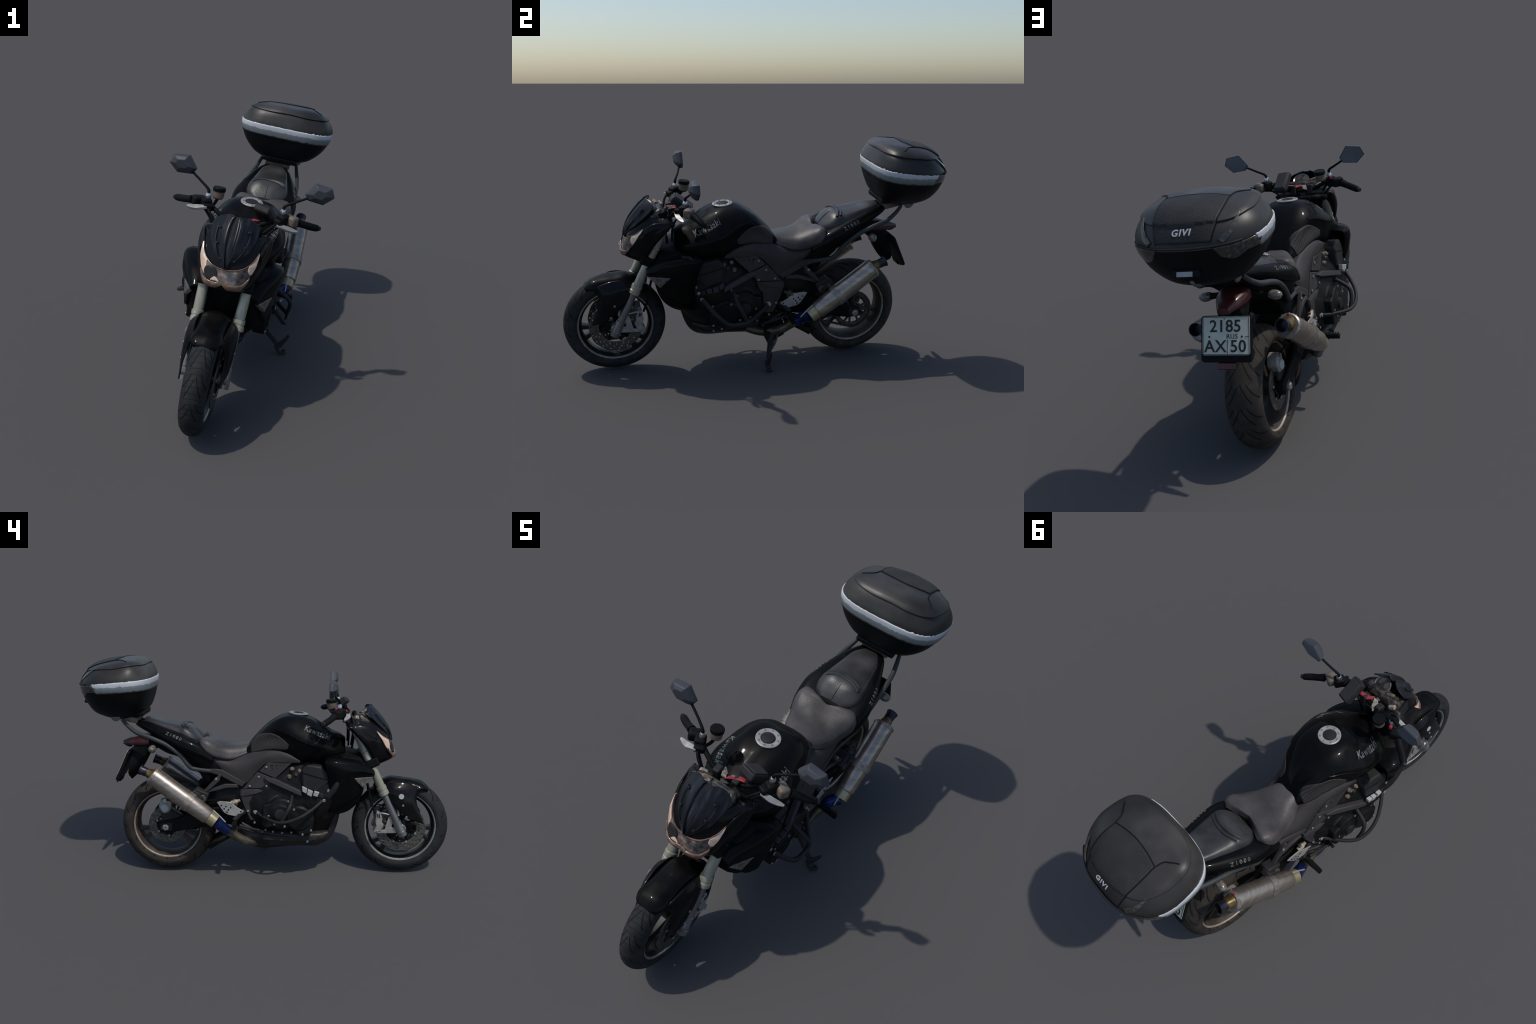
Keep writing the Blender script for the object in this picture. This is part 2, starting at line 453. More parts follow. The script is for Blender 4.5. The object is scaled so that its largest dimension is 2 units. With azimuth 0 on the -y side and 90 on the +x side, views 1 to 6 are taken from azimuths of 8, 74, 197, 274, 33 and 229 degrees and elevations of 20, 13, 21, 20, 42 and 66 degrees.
# ------------------------------------------------------------------ wheels
def tyre_mesh(name, cy, cz, R, hw, rin, mat, parent):
    prof = []
    K = 26
    for i in range(K + 1):              # from the left bead over the tread to the right bead
        a = -1 + 2 * i / K
        ang = a * math.radians(118)
        x = hw * math.sin(max(-math.pi / 2, min(math.pi / 2, ang * 0.86))) * (1.0 if abs(ang) < 1.82 else 0.93)
        r = rin + (R - rin) * (0.5 + 0.5 * math.cos(ang * 1.5)) ** 0.62 if abs(ang) < 2.06 else rin
        prof.append((x, r))
    prof = [(-hw * 0.62, rin - 0.012)] + prof + [(hw * 0.62, rin - 0.012)]
    N = 160
    vs, fs = [], []
    for i in range(N):
        th = 2 * math.pi * i / N
        for x, r in prof:
            rr = r + noise.noise(Vector((x * 30, math.sin(th) * 4, math.cos(th) * 4))) * 0.0012
            vs.append((x, cy + rr * math.cos(th), cz + rr * math.sin(th)))
    k = len(prof)
    for i in range(N):
        for j in range(k - 1):
            fs.append((i * k + j, i * k + j + 1, ((i + 1) % N) * k + j + 1, ((i + 1) % N) * k + j))
    return make(name, vs, fs, mat, parent, sharp=60)

def spoke_wheel(name, cy, cz, rl, hw, angles, m_rim, m_lip, hub_w):
    o = (0, cy, cz)
    prof = [(-hw, rl), (-hw, rl - 0.012), (-hw + 0.006, rl - 0.016), (-hw + 0.012, rl - 0.021), (-hw * 0.5, rl - 0.029), (0, rl - 0.031),
            (hw * 0.5, rl - 0.029), (hw - 0.012, rl - 0.021), (hw - 0.006, rl - 0.016), (hw, rl - 0.012), (hw, rl), (hw - 0.014, rl + 0.001), (0, rl - 0.02), (-hw + 0.014, rl + 0.001)]
    seg = [1, 1, 0, 0, 0, 0, 0, 0, 1, 1, 1, 0, 0, 1]
    w = turned(name, prof, o, (1, 0, 0), m_rim, n=120, closed=True, mats=[m_rim, m_lip], seg_mat=seg)
    turned("hub", [(-hub_w, 0.0), (-hub_w, 0.03), (-0.03, 0.042), (0.03, 0.042), (hub_w, 0.03), (hub_w, 0)], o, (1, 0, 0), m_rim, parent=w, n=40)
    for a in angles:                       # three broad cast spokes, each split by a web
        th = math.radians(a)
        for da in (-1, 1):
            pts = []
            for r, off, wd, hx in ((0.03, 0.015, 0.016, 0.026), (0.09, 0.013, 0.011, 0.020), (0.13, 0.019, 0.010, 0.019), (rl - 0.026, 0.036, 0.014, 0.022)):
                pts.append((r, off * da, wd, hx))
            vs, fs = [], []
            for r, off, wd, hx in pts:
                for sx, so in ((-1, -1), (1, -1), (1, 1), (-1, 1)):
                    t = off + so * wd
                    vs.append((sx * hx, cy + r * math.cos(th) - t * math.sin(th), cz + r * math.sin(th) + t * math.cos(th)))
            for i in range(len(pts) - 1):
                for j in range(4):
                    fs.append((i * 4 + j, i * 4 + (j + 1) % 4, i * 4 + 4 + (j + 1) % 4, i * 4 + 4 + j))
            mod_bevel(make("spoke", vs, fs, m_rim, w), 0.004, 2)
    return w

def brake_disc(name, cy, cz, x, r0, r1, mat, parent, arms, n=110, rows=8):
    """drilled brake disc: annulus of cells with holes left open, plus spider arms"""
    vs, fs = [], []
    for i in range(n):
        th = 2 * math.pi * i / n
        wave = 1 + 0.012 * math.cos(th * 10)
        for j in range(rows + 1):
            r = r0 + (r1 * wave - r0) * j / rows
            vs.append((x, cy + r * math.cos(th), cz + r * math.sin(th)))
    for i in range(n):
        for j in range(rows):
            hole = (j in (2, 4, 6)) and ((i + (j // 2) * 2) % 6 == 0)
            if not hole:
                k = rows + 1
                fs.append((i * k + j, i * k + j + 1, ((i + 1) % n) * k + j + 1, ((i + 1) % n) * k + j))
    d = make(name, vs, fs, mat, parent)
    mod_solid(d, 0.005, 0)
    for a in range(arms):
        th = 2 * math.pi * a / arms + 0.3
        p = lambda r, dt: (x * 0.96, cy + r * math.cos(th + dt), cz + r * math.sin(th + dt))
        tube("disc_spider", [p(0.035, -0.25), p(0.07, -0.05), p(r0 + 0.004, 0.1)], [0.007, 0.006, 0.006], "black", d, n=8)
        bolt((x + math.copysign(0.003, x), cy + (r0 + 0.002) * math.cos(th + 0.1), cz + (r0 + 0.002) * math.sin(th + 0.1)), (math.copysign(1, x), 0, 0), 0.007, d)
    return d

FY, FZ, FR = -0.739, 0.2655, 0.2615
RY, RZ, RR = 0.541, 0.2675, 0.2655
fw = spoke_wheel("front_wheel", FY, FZ, 0.200, 0.045, (75, 195, 315), "rim", "rim_lip", 0.055)
tyre_mesh("tyre", FY, FZ, FR, 0.054, 0.196, "tyre_f", fw)
for s in (1, -1):
    brake_disc("brake_disc", FY, FZ, 0.060 * s, 0.085, 0.135, "disc", fw, 8)
rw = spoke_wheel("rear_wheel", RY, RZ, 0.199, 0.066, (95, 215, 335), "rim_dust", "rim_dust_lip", 0.07)
tyre_mesh("tyre", RY, RZ, RR, 0.082, 0.195, "tyre_r", rw)
brake_disc("brake_disc", RY, RZ, -0.072, 0.060, 0.105, "disc", rw, 6, n=90, rows=8)
# rear sprocket: toothed ring and spider
vs, fs = [], []
n = 84
for i in range(n):
    th = 2 * math.pi * i / n
    for r in (0.076, 0.092, 0.1 + (0.006 if i % 2 else 0)):
        vs.append((0.078, RY + r * math.cos(th), RZ + r * math.sin(th)))
for i in range(n):
    for j in range(2):
        fs.append((i * 3 + j, i * 3 + j + 1, ((i + 1) % n) * 3 + j + 1, ((i + 1) % n) * 3 + j))
spr = make("sprocket", vs, fs, "chain", rw); mod_solid(spr, 0.006, 0)
for a in range(6):
    th = math.radians(60 * a + 12)
    for d in (-0.22, 0.22):
        tube("sprocket_arm", [(0.077, RY + 0.03 * math.cos(th), RZ + 0.03 * math.sin(th)), (0.078, RY + 0.08 * math.cos(th + d), RZ + 0.08 * math.sin(th + d))], 0.006, "chain", spr, n=8)
turned("axle_nut", [(0, 0.019), (0.014, 0.019), (0.018, 0.013), (0.018, 0.006), (0.006, 0.005), (0.006, 0)], (-0.117, RY, RZ), (-1, 0, 0), "bolt", rw, n=6)
turned("axle_nut", [(0, 0.019), (0.014, 0.019), (0.018, 0.013), (0.018, 0)], (0.117, RY, RZ), (1, 0, 0), "bolt", rw, n=6)

# ------------------------------------------------------------------ fork, brakes, front fender
RK = 0.4557
def fk(z, x=0.1, dy=0.0):
    return (x, -0.641 + RK * (z - 0.468) + dy, z)
for s in (1, -1):
    fork = tube("fork_leg", [fk(0.80, 0.097 * s), fk(0.62, 0.095 * s), fk(0.50, 0.091 * s)], [0.0225, 0.0225, 0.0235], "gold", n=20, round_path=False)
    dirv = Vector(fk(0.3)) - Vector(fk(0.8)); dirv.normalize()
    turned("fork_collar", [(0, 0.0235), (0.003, 0.0275), (0.020, 0.0275), (0.022, 0.0255), (0.030, 0.0255), (0.032, 0.028), (0.05, 0.028), (0.054, 0.024), (0.054, 0)],
           fk(0.503, 0.091 * s), dirv, "gold", fork, n=28)
    turned("fork_band", [(0, 0.022), (0.004, 0.0255), (0.008, 0.022)], fk(0.70, 0.096 * s), dirv, "gold", fork, n=24)
    turned("fork_slider", [(0, 0.0195), (0.16, 0.0195), (0.162, 0.023), (0.20, 0.0235), (0.222, 0.024), (0.224, 0.0255), (0.25, 0.024), (0.25, 0)],
           fk(0.455, 0.088 * s), dirv, "fork_low", fork, n=24)
    # axle lug
    turned("axle_lug", [(-0.022, 0.0), (-0.022, 0.026), (0.018, 0.028), (0.022, 0.024), (0.022, 0.012), (0.008, 0.012), (0.008, 0)],
           (0.080 * s, FY, FZ), (s, 0, 0), "fork_low", fork, n=28)
    # triangulated caliper bracket
    plate("caliper_bracket", [(-0.745, 0.285), (-0.722, 0.24), (-0.60, 0.236), (-0.596, 0.25), (-0.652, 0.258), (-0.672, 0.33), (-0.69, 0.345), (-0.71, 0.33), (-0.688, 0.275), (-0.715, 0.27)],
          0.090, 0.016, "caliper", s, fork, 0.004)
    cal = plate("brake_caliper", [(-0.608, 0.36), (-0.632, 0.352), (-0.64, 0.318), (-0.636, 0.30), (-0.648, 0.285), (-0.632, 0.25), (-0.597, 0.238), (-0.590, 0.25), (-0.606, 0.28), (-0.60, 0.31)],
                0.094, 0.055, "caliper", s, fork, 0.006, 3)
    for (y, z) in ((-0.614, 0.338), (-0.623, 0.336)):
        block("caliper_strip", (0.0945 * s, y, z), (0.002, 0.005, 0.02), "black", (math.radians(-10), 0, 0), cal, 0)  # black strips on the caliper face stand in for slots
    bolt((0.094 * s, -0.612, 0.252), (s, 0, 0), 0.006, cal)
    tube("bleed_pipe", [(0.09 * s, -0.612, 0.35), (0.092 * s, -0.64, 0.352), (0.092 * s, -0.675, 0.345)], 0.005, "bolt", cal, n=8)
    tube("brake_hose", [(0.085 * s, -0.60, 0.35), (0.085 * s, -0.575, 0.42), (0.075 * s, -0.56, 0.50), (0.06 * s, -0.53, 0.58), (0.05 * s, -0.50, 0.66)], 0.006, "black", fork, n=8)
    # lower triple clamp
    block("lower_clamp", (0.094 * s, -0.578, 0.632), (0.058, 0.07, 0.05), "black", (math.radians(-24), 0, 0), fork, 0.01)
    turned("fork_cap", [(0, 0.025), (0.012, 0.025), (0.016, 0.02), (0.016, 0)], fk(0.80, 0.097 * s), (0, RK, 1), "dark_grey", fork, n=20)
block("steering_stem", (0, -0.545, 0.66), (0.15, 0.07, 0.07), "black", (math.radians(-24), 0, 0), None, 0.012)

# front fender: saddle over the tyre plus blade-like side wings in front of the fork
rows = []
for (y, zt, w) in ((-0.605, 0.508, 0.055), (-0.645, 0.524, 0.06), (-0.685, 0.539, 0.064), (-0.74, 0.533, 0.066), (-0.80, 0.5255, 0.066), (-0.85, 0.513, 0.062), (-0.880, 0.492, 0.05), (-0.891, 0.480, 0.04)):
    dr = 1.0 if y > -0.82 else max(0.3, 1 - (-0.82 - y) / 0.08)
    rows.append([(0, y, zt), (w * 0.45, y, zt - 0.003), (w * 0.85, y + 0.004, zt - 0.016 * dr), (w + 0.008, y + 0.01, zt - 0.045 * dr), (w + 0.016 * dr, y + 0.014, zt - 0.062 * dr)])
fender = panel("front_fender", rows, "paint", 40, 16, 0.006, mirror=True, amp=0.003, freq=16)
for s in (1, -1):
    rows = [[(0.070, -0.650, 0.505), (0.092, -0.660, 0.475), (0.100, -0.675, 0.43), (0.098, -0.69, 0.40)],
            [(0.072, -0.70, 0.522), (0.102, -0.70, 0.482), (0.108, -0.715, 0.41), (0.104, -0.735, 0.36)],
            [(0.072, -0.755, 0.520), (0.102, -0.755, 0.468), (0.108, -0.765, 0.39), (0.104, -0.775, 0.325)],
            [(0.068, -0.81, 0.502), (0.092, -0.80, 0.450), (0.100, -0.81, 0.37), (0.096, -0.825, 0.305)],
            [(0.060, -0.848, 0.482), (0.076, -0.818, 0.432), (0.088, -0.835, 0.36), (0.088, -0.862, 0.292)]]
    wing = panel("fender_wing", rows, "cowl", 24, 24, 0.006, fender, side=s, amp=0.002)
    bolt((0.109 * s, -0.745, 0.40), (s, 0, 0), 0.006, wing); bolt((0.106 * s, -0.765, 0.335), (s, 0, 0), 0.006, wing)
    tube("fender_stay", [(0.09 * s, -0.715, 0.42), (0.092 * s, -0.725, 0.34)], 0.006, "caliper", wing, n=8)
turned("round_sticker", [(0, 0.0145), (0.0015, 0.014), (0.0015, 0)], (-0.1095, -0.735, 0.450), (-1, -0.03, 0.12), "winglet", fender, n=20)

# ------------------------------------------------------------------ head: cowl, headlight, screen
HEAD = [  # z, then (x, y) from front centre to the rear edge
    (0.612, [(0, -0.625), (0.04, -0.622), (0.07, -0.610), (0.082, -0.59), (0.08, -0.575)]),
    (0.645, [(0, -0.690), (0.05, -0.688), (0.088, -0.655), (0.104, -0.62), (0.100, -0.585)]),
    (0.672, [(0, -0.700), (0.055, -0.697), (0.100, -0.655), (0.118, -0.615), (0.115, -0.575)]),
    (0.715, [(0, -0.688), (0.06, -0.683), (0.110, -0.642), (0.130, -0.60), (0.130, -0.553)]),
    (0.755, [(0, -0.680), (0.06, -0.672), (0.115, -0.630), (0.140, -0.582), (0.142, -0.523)]),
    (0.795, [(0, -0.664), (0.055, -0.655), (0.110, -0.612), (0.142, -0.558), (0.148, -0.488)]),
    (0.832, [(0, -0.645), (0.05, -0.636), (0.095, -0.598), (0.128, -0.545), (0.145, -0.462)]),
    (0.852, [(0, -0.632), (0.045, -0.622), (0.085, -0.588), (0.105, -0.545), (0.11, -0.49)]),
]
HEAD = [(z, [(x, y + 0.008) for x, y in row]) for z, row in HEAD]
def head_pt(z, t):
    """surface of the head cowl; t in -1..1 runs around the nose"""
    zs = [h[0] for h in HEAD]
    i = max(0, min(len(zs) - 2, next((k for k in range(len(zs) - 1) if z <= zs[k + 1]), len(zs) - 2)))
    f = (z - zs[i]) / (zs[i + 1] - zs[i])
    a = cr(HEAD[i][1], 41); b = cr(HEAD[i + 1][1], 41)
    u = abs(t) * 40; j = min(39, int(u)); g = u - j
    P = lambda r: [(1 - g) * r[j][k] + g * r[j + 1][k] for k in (0, 1)]
    pa, pb = P(a), P(b)
    return Vector((math.copysign(1, t) * ((1 - f) * pa[0] + f * pb[0]), (1 - f) * pa[1] + f * pb[1], z))
def head_out(z, t, d):
    e = 0.01
    du = head_pt(min(0.85, z + e), t) - head_pt(max(0.613, z - e), t)
    dv = head_pt(z, min(1, t + e)) - head_pt(z, max(-1, t - e))
    nrm = dv.cross(du).normalized()
    p = head_pt(z, t)
    if nrm.dot(p - Vector((0, -0.5, 0.72))) < 0:
        nrm = -nrm
    return p + nrm * d

stations = [[(x, y, z) for x, y in row] + [(0, row[-1][1] + 0.01, z)] for z, row in HEAD]
cowl = body("headlight_cowl", stations, "cowl", 50, 26)
def patch_on_head(name, mat, tfun, zlo, zhi, nt_, nz, d, parent, thick=0.004):
    vs, fs = [], []
    for i in range(nt_ + 1):
        t = tfun(i / nt_)
        for j in range(nz + 1):
            lo, hi = zlo(t), zhi(t)
            vs.append(head_out(lo + (hi - lo) * j / nz, t, d))
    k = nz + 1
    for i in range(nt_):
        for j in range(nz):
            fs.append((i * k + j, i * k + j + 1, (i + 1) * k + j + 1, (i + 1) * k + j))
    ob = make(name, vs, fs, mat, parent)
    s = sum((p.normal.dot(p.center - Vector((0, -0.5, 0.72)))) * p.area for p in ob.data.polygons)
    if s < 0:
        ob.data.flip_normals()
    mod_solid(ob, thick)
    return ob
def lerp_tab(tab, t):
    t = abs(t)
    for (a, va), (b, vb) in zip(tab, tab[1:]):
        if t <= b:
            return va + (vb - va) * (t - a) / (b - a)
    return tab[-1][1]
HI = [(0, 0.732), (0.12, 0.734), (0.26, 0.744), (0.38, 0.760), (0.47, 0.780), (0.55, 0.803), (0.6, 0.805)]
LO = [(0, 0.684), (0.05, 0.676), (0.12, 0.668), (0.34, 0.672), (0.41, 0.695), (0.48, 0.74), (0.55, 0.800), (0.6, 0.802)]
lamp = patch_on_head("headlight", "lamp", lambda u: -0.55 + 1.1 * u, lambda t: lerp_tab(LO, t), lambda t: lerp_tab(HI, t), 80, 14, 0.006, cowl, 0.01)
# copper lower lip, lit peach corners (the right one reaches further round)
patch_on_head("lamp_lip", "copper", lambda u: -0.42 + 0.84 * u, lambda t: lerp_tab(LO, t) - 0.010, lambda t: lerp_tab(LO, t) + 0.010 - 0.010 * max(0, 1 - abs(t) / 0.08), 60, 5, 0.0145, lamp, 0.008)
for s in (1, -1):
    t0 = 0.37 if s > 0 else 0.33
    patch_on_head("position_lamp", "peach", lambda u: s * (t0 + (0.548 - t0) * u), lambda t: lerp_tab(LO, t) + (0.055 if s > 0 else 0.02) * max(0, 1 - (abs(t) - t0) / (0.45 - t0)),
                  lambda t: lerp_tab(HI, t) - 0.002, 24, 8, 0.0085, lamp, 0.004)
    pts = [head_out(lerp_tab(HI, t * s), t * s, 0.007) for t in (0.0, 0.08, 0.16, 0.24, 0.32, 0.4, 0.47, 0.54)]
    tube("lamp_trim", pts, 0.0025, "copper", lamp, n=8, samples=40)
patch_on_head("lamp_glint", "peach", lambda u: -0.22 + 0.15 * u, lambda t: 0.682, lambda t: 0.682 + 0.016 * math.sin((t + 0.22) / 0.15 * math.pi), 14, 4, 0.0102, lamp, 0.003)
patch_on_head("lamp_bowl", "dark_grey", lambda u: -0.355 + 0.24 * u, lambda t: 0.708 - 0.029 * math.sqrt(max(0, 1 - ((t + 0.235) / 0.12) ** 2)), lambda t: 0.708 + 0.027 * math.sqrt(max(0, 1 - ((t + 0.235) / 0.12) ** 2)), 20, 6, 0.0095, lamp, 0.004)

# smoked fly screen: narrow at the nose, flaring upwards, with central channel
rows = []
for (z, y0, xw, ys) in ((0.738, -0.686, 0.010, -0.684), (0.765, -0.682, 0.038, -0.670), (0.80, -0.670, 0.070, -0.645), (0.835, -0.652, 0.092, -0.612), (0.87, -0.626, 0.100, -0.578), (0.90, -0.600, 0.096, -0.550), (0.920, -0.580, 0.074, -0.546), (0.930, -0.572, 0.05, -0.548)):
    rows.append([(0, y0 + 0.008, z), (xw * 0.14, y0 + 0.007, z), (xw * 0.26, y0 - 0.003, z + 0.001), (xw * 0.62, y0 * 0.6 + ys * 0.4, z), (xw, ys, z - 0.004)])
screen = panel("fly_screen", rows, "screen", 34, 30, 0.005, cowl, mirror=True)
for s in (1, -1):
    for z, y, x in ((0.83, -0.643, 0.058), (0.775, -0.672, 0.03), (0.885, -0.60, 0.062)):
        turned("screen_screw", [(0, 0.006), (0.003, 0.0055), (0.004, 0.003), (0.004, 0)], (x * s, y - 0.001, z), (0.35 * s, -1, 0.35), "dark_grey", screen, n=12)
    for f in (0.42, 0.72):
        tube("screen_rib", [(f * xw * s, y0 * (1 - 0.55 * f) + ys * 0.55 * f - 0.001, z) for (z, y0, xw, ys) in ((0.775, -0.679, 0.046, -0.664), (0.81, -0.666, 0.076, -0.638), (0.85, -0.642, 0.096, -0.598), (0.89, -0.609, 0.097, -0.558))], 0.003, "screen", screen, n=6)
    # side fairing lips running back from the lamp towards the bars
    rows = [[(0.118, -0.60, 0.80), (0.132, -0.597, 0.775), (0.128, -0.60, 0.735), (0.108, -0.625, 0.665)],
            [(0.132, -0.55, 0.832), (0.144, -0.552, 0.805), (0.143, -0.562, 0.76), (0.128, -0.585, 0.69)],
            [(0.14, -0.50, 0.838), (0.150, -0.502, 0.818), (0.148, -0.512, 0.79), (0.136, -0.535, 0.74)],
            [(0.145, -0.45, 0.836), (0.154, -0.450, 0.830), (0.150, -0.455, 0.82), (0.144, -0.472, 0.805)]]
    panel("cowl_side", rows, "cowl", 20, 18, 0.006, cowl, side=s, amp=0.002)

# dashboard behind the screen
dash = block("dashboard", (0, -0.53, 0.845), (0.19, 0.10, 0.06), "dash", (math.radians(35), 0, 0), None, 0.02, 4)
turned("tachometer", [(0, 0.042), (0.012, 0.044), (0.018, 0.04), (0.014, 0.034), (0.012, 0)], (0.026, -0.54, 0.882), (0, 0.55, 0.83), "fork_low", dash, n=32)
turned("gauge_face", [(0, 0.033), (0.002, 0.033), (0.002, 0)], (0.026, -0.5325, 0.8935), (0, 0.55, 0.83), "dash", dash, n=28)
block("speed_display", (-0.048, -0.533, 0.878), (0.06, 0.05, 0.02), "dash", (math.radians(35), 0, 0), dash, 0.006)
block("beige_connector", (-0.08, -0.492, 0.868), (0.035, 0.03, 0.022), "beige", (0.3, 0.4, 0.5), dash, 0.007)
block("tan_connector", (-0.04, -0.52, 0.892), (0.04, 0.02, 0.014), "tan", (0.6, 0.2, 0.3), dash, 0.005)
block("cable_cover", (0.075, -0.50, 0.866), (0.05, 0.05, 0.03), "black", (0.4, 0.2, -0.3), dash, 0.008)
# upper clamp, ignition lock and key with red tag
clamp = block("upper_clamp", (0, -0.475, 0.828), (0.255, 0.075, 0.028), "dash", (math.radians(-24), 0, 0), None, 0.01)
turned("stem_nut", [(0, 0.02), (0.012, 0.02), (0.016, 0.012), (0.016, 0)], (0, -0.46, 0.84), (0, RK, 1), "fork_low", clamp, n=24)
turned("ignition_lock", [(0, 0.018), (0.02, 0.018), (0.024, 0.012), (0.024, 0)], (0, -0.50, 0.845), (0, RK, 1), "silver", clamp, n=20)
tag = panel("key_tag", [[(0.075, -0.425, 0.885), (0.078, -0.445, 0.89)], [(0.05, -0.428, 0.888), (0.052, -0.448, 0.886)], [(0.03, -0.432, 0.876), (0.03, -0.455, 0.882)], [(0.008, -0.45, 0.878), (0.008, -0.47, 0.88)]], "red", 14, 5, 0.003, clamp)
for k in range(4):
    tube("key", [(0.005 - 0.006 * k, -0.465, 0.878), (-0.005 - 0.007 * k, -0.45 + 0.004 * k, 0.874), (-0.012 - 0.007 * k, -0.43 + 0.006 * k, 0.868)], 0.0035, "beige", clamp, n=6)

# ------------------------------------------------------------------ handlebar and controls
bar_pts = [(0.322, -0.320, 0.875), (0.28, -0.347, 0.885), (0.225, -0.378, 0.902), (0.165, -0.405, 0.905), (0.11, -0.428, 0.885), (0.06, -0.44, 0.862), (0, -0.442, 0.858)]
full = bar_pts + [(-x, y, z) for x, y, z in reversed(bar_pts[:-1])]
bar = tube("handlebar", full, 0.0105, "black", n=14, samples=80)
for s in (1, -1):
    block("bar_clamp", (0.045 * s, -0.443, 0.862), (0.03, 0.04, 0.05), "dark_grey", (0.2, 0, 0), bar, 0.006)
    P = lambda x, y, z: (x * s, y, z)
    tube("grip", [P(0.326, -0.317, 0.874), P(0.318, -0.322, 0.875), P(0.29, -0.341, 0.882), P(0.262, -0.357, 0.890), P(0.238, -0.371, 0.898)], [0.013, 0.0155, 0.0165, 0.0165, 0.019], "black", bar, n=14)
    tube("bar_end", [P(0.336, -0.311, 0.872), P(0.324, -0.318, 0.874)], [0.009, 0.012], "dark_grey", bar, n=12)
    d = Vector((0.06, -0.032, 0.006)).normalized()
    sw = block("switch_housing", P(0.208, -0.386, 0.903), (0.058, 0.046, 0.046), "black" if s < 0 else "tan", (0, 0, math.radians(-28) * s), bar, 0.012, 4)
    block("switch_block", P(0.172, -0.402, 0.905), (0.045, 0.05, 0.05), "black", (0.1, 0, math.radians(-28) * s), bar, 0.010, 3)
    # lever perch, broad pale lever and its blade
    block("lever_perch", P(0.155, -0.425, 0.898), (0.045, 0.04, 0.03), "black", (0, 0, math.radians(-25) * s), bar, 0.008)
    rows = [[P(0.155, -0.450, 0.894), P(0.155, -0.437, 0.895)], [P(0.178, -0.451, 0.888), P(0.180, -0.430, 0.893)], [P(0.200, -0.449, 0.880), P(0.206, -0.426, 0.889)], [P(0.226, -0.437, 0.874), P(0.230, -0.418, 0.881)], [P(0.247, -0.424, 0.872), P(0.248, -0.416, 0.875)]]
    lev = panel("hand_lever", rows, "silver", 20, 8, 0.012, bar); mod_bevel(lev, 0.003, 2)
    # mirror: six-sided housing, glass facing the rider, thin bent stem
    stem_base = P(0.167, -0.399, 0.938)
    dy = 0.0 if s > 0 else 0.016
    turned("mirror_mount", [(0, 0.010), (0.006, 0.013), (0.022, 0.013), (0.03, 0.009), (0.034, 0.0)], P(0.167, -0.399, 0.922), (0, 0, 1), "chrome", bar, n=20)
    stem = tube("mirror_stem", [P(0.167, -0.399, 0.945), P(0.172, -0.397, 0.967), P(0.21, -0.388 + dy * 0.5, 0.99), P(0.262, -0.378 + dy, 1.02)], [0.008, 0.0065, 0.0055, 0.0055], "black", bar, n=10, samples=30)
    outline = [(0.353, 1.079), (0.282, 1.088), (0.243, 1.032), (0.260, 1.006), (0.328, 1.000), (0.370, 1.040)]
    cx, cz = 0.308, 1.042
    rings = []
    for (y, k, shift) in ((-0.362, 0.90, 0), (-0.360, 1.0, 0), (-0.375, 1.0, 0), (-0.392, 0.80, 0.004), (-0.403, 0.45, 0.006)):
        rings.append([P(cx + (x - cx) * k, y + dy, cz + shift + (z - cz) * k) for x, z in outline])
    vs = [p for r in rings for p in r]
    fs = [(i * 6 + j, i * 6 + (j + 1) % 6, i * 6 + 6 + (j + 1) % 6, i * 6 + 6 + j) for i in range(4) for j in range(6)]
    fs += [tuple(range(6)), tuple(range(24, 30))]
    mir = make("mirror", vs, fs, "mirror_back", stem, sharp=20); mod_bevel(mir, 0.006, 3, 15)
    gl = [P(cx + (x - cx) * 0.93, -0.3595 + dy, cz + (z - cz) * 0.93) for x, z in outline]
    gb = [P(cx + (x - cx) * 0.93, -0.363 + dy, cz + (z - cz) * 0.93) for x, z in outline]
    make("mirror_glass", gl + gb, [tuple(range(6)), tuple(range(6, 12))] + [(j, (j + 1) % 6, 6 + (j + 1) % 6, 6 + j) for j in range(6)], "mirror_glass", mir, smooth=False)
    tube("control_cable", [P(0.165, -0.42, 0.90), P(0.14, -0.455, 0.885), P(0.10, -0.47, 0.84), P(0.06, -0.48, 0.78), P(0.045, -0.47, 0.70)], 0.006, "black", bar, n=8)
    tube("control_cable", [P(0.19, -0.39, 0.885), P(0.15, -0.43, 0.865), P(0.10, -0.45, 0.80), P(0.07, -0.45, 0.72)], 0.005, "black", bar, n=8)
block("kill_switch", (-0.178, -0.382, 0.928), (0.014, 0.016, 0.016), "red", (0.2, 0, 0.3), bar, 0.003)
# brake fluid reservoir on the right
res = turned("brake_fluid_reservoir", [(0, 0.018), (0.006, 0.024), (0.034, 0.026), (0.035, 0.028), (0.048, 0.029), (0.053, 0.026), (0.053, 0)], (-0.13, -0.362, 0.922), (0.0, 0.1, 1), "tan", bar, n=28,
             mats=["tan", "black"], seg_mat=[0, 0, 0, 1, 1, 1, 1])
tube("reservoir_hose", [(-0.13, -0.362, 0.925), (-0.14, -0.38, 0.90), (-0.15, -0.41, 0.895)], 0.007, "black", res, n=8)
# navigation device cradle on the left, facing the rider
dev = block("device_holder", (0.086, -0.402, 0.917), (0.072, 0.118, 0.036), "dark_grey", (math.radians(-36), math.radians(6), math.radians(-12)), bar, 0.010, 4)
block("device_screen", (0.0885, -0.3905, 0.9325), (0.058, 0.10, 0.006), "frame", (math.radians(-36), math.radians(6), math.radians(-12)), dev, 0.003)
tube("device_arm", [(0.09, -0.42, 0.90), (0.10, -0.43, 0.875)], 0.012, "black", dev, n=10)

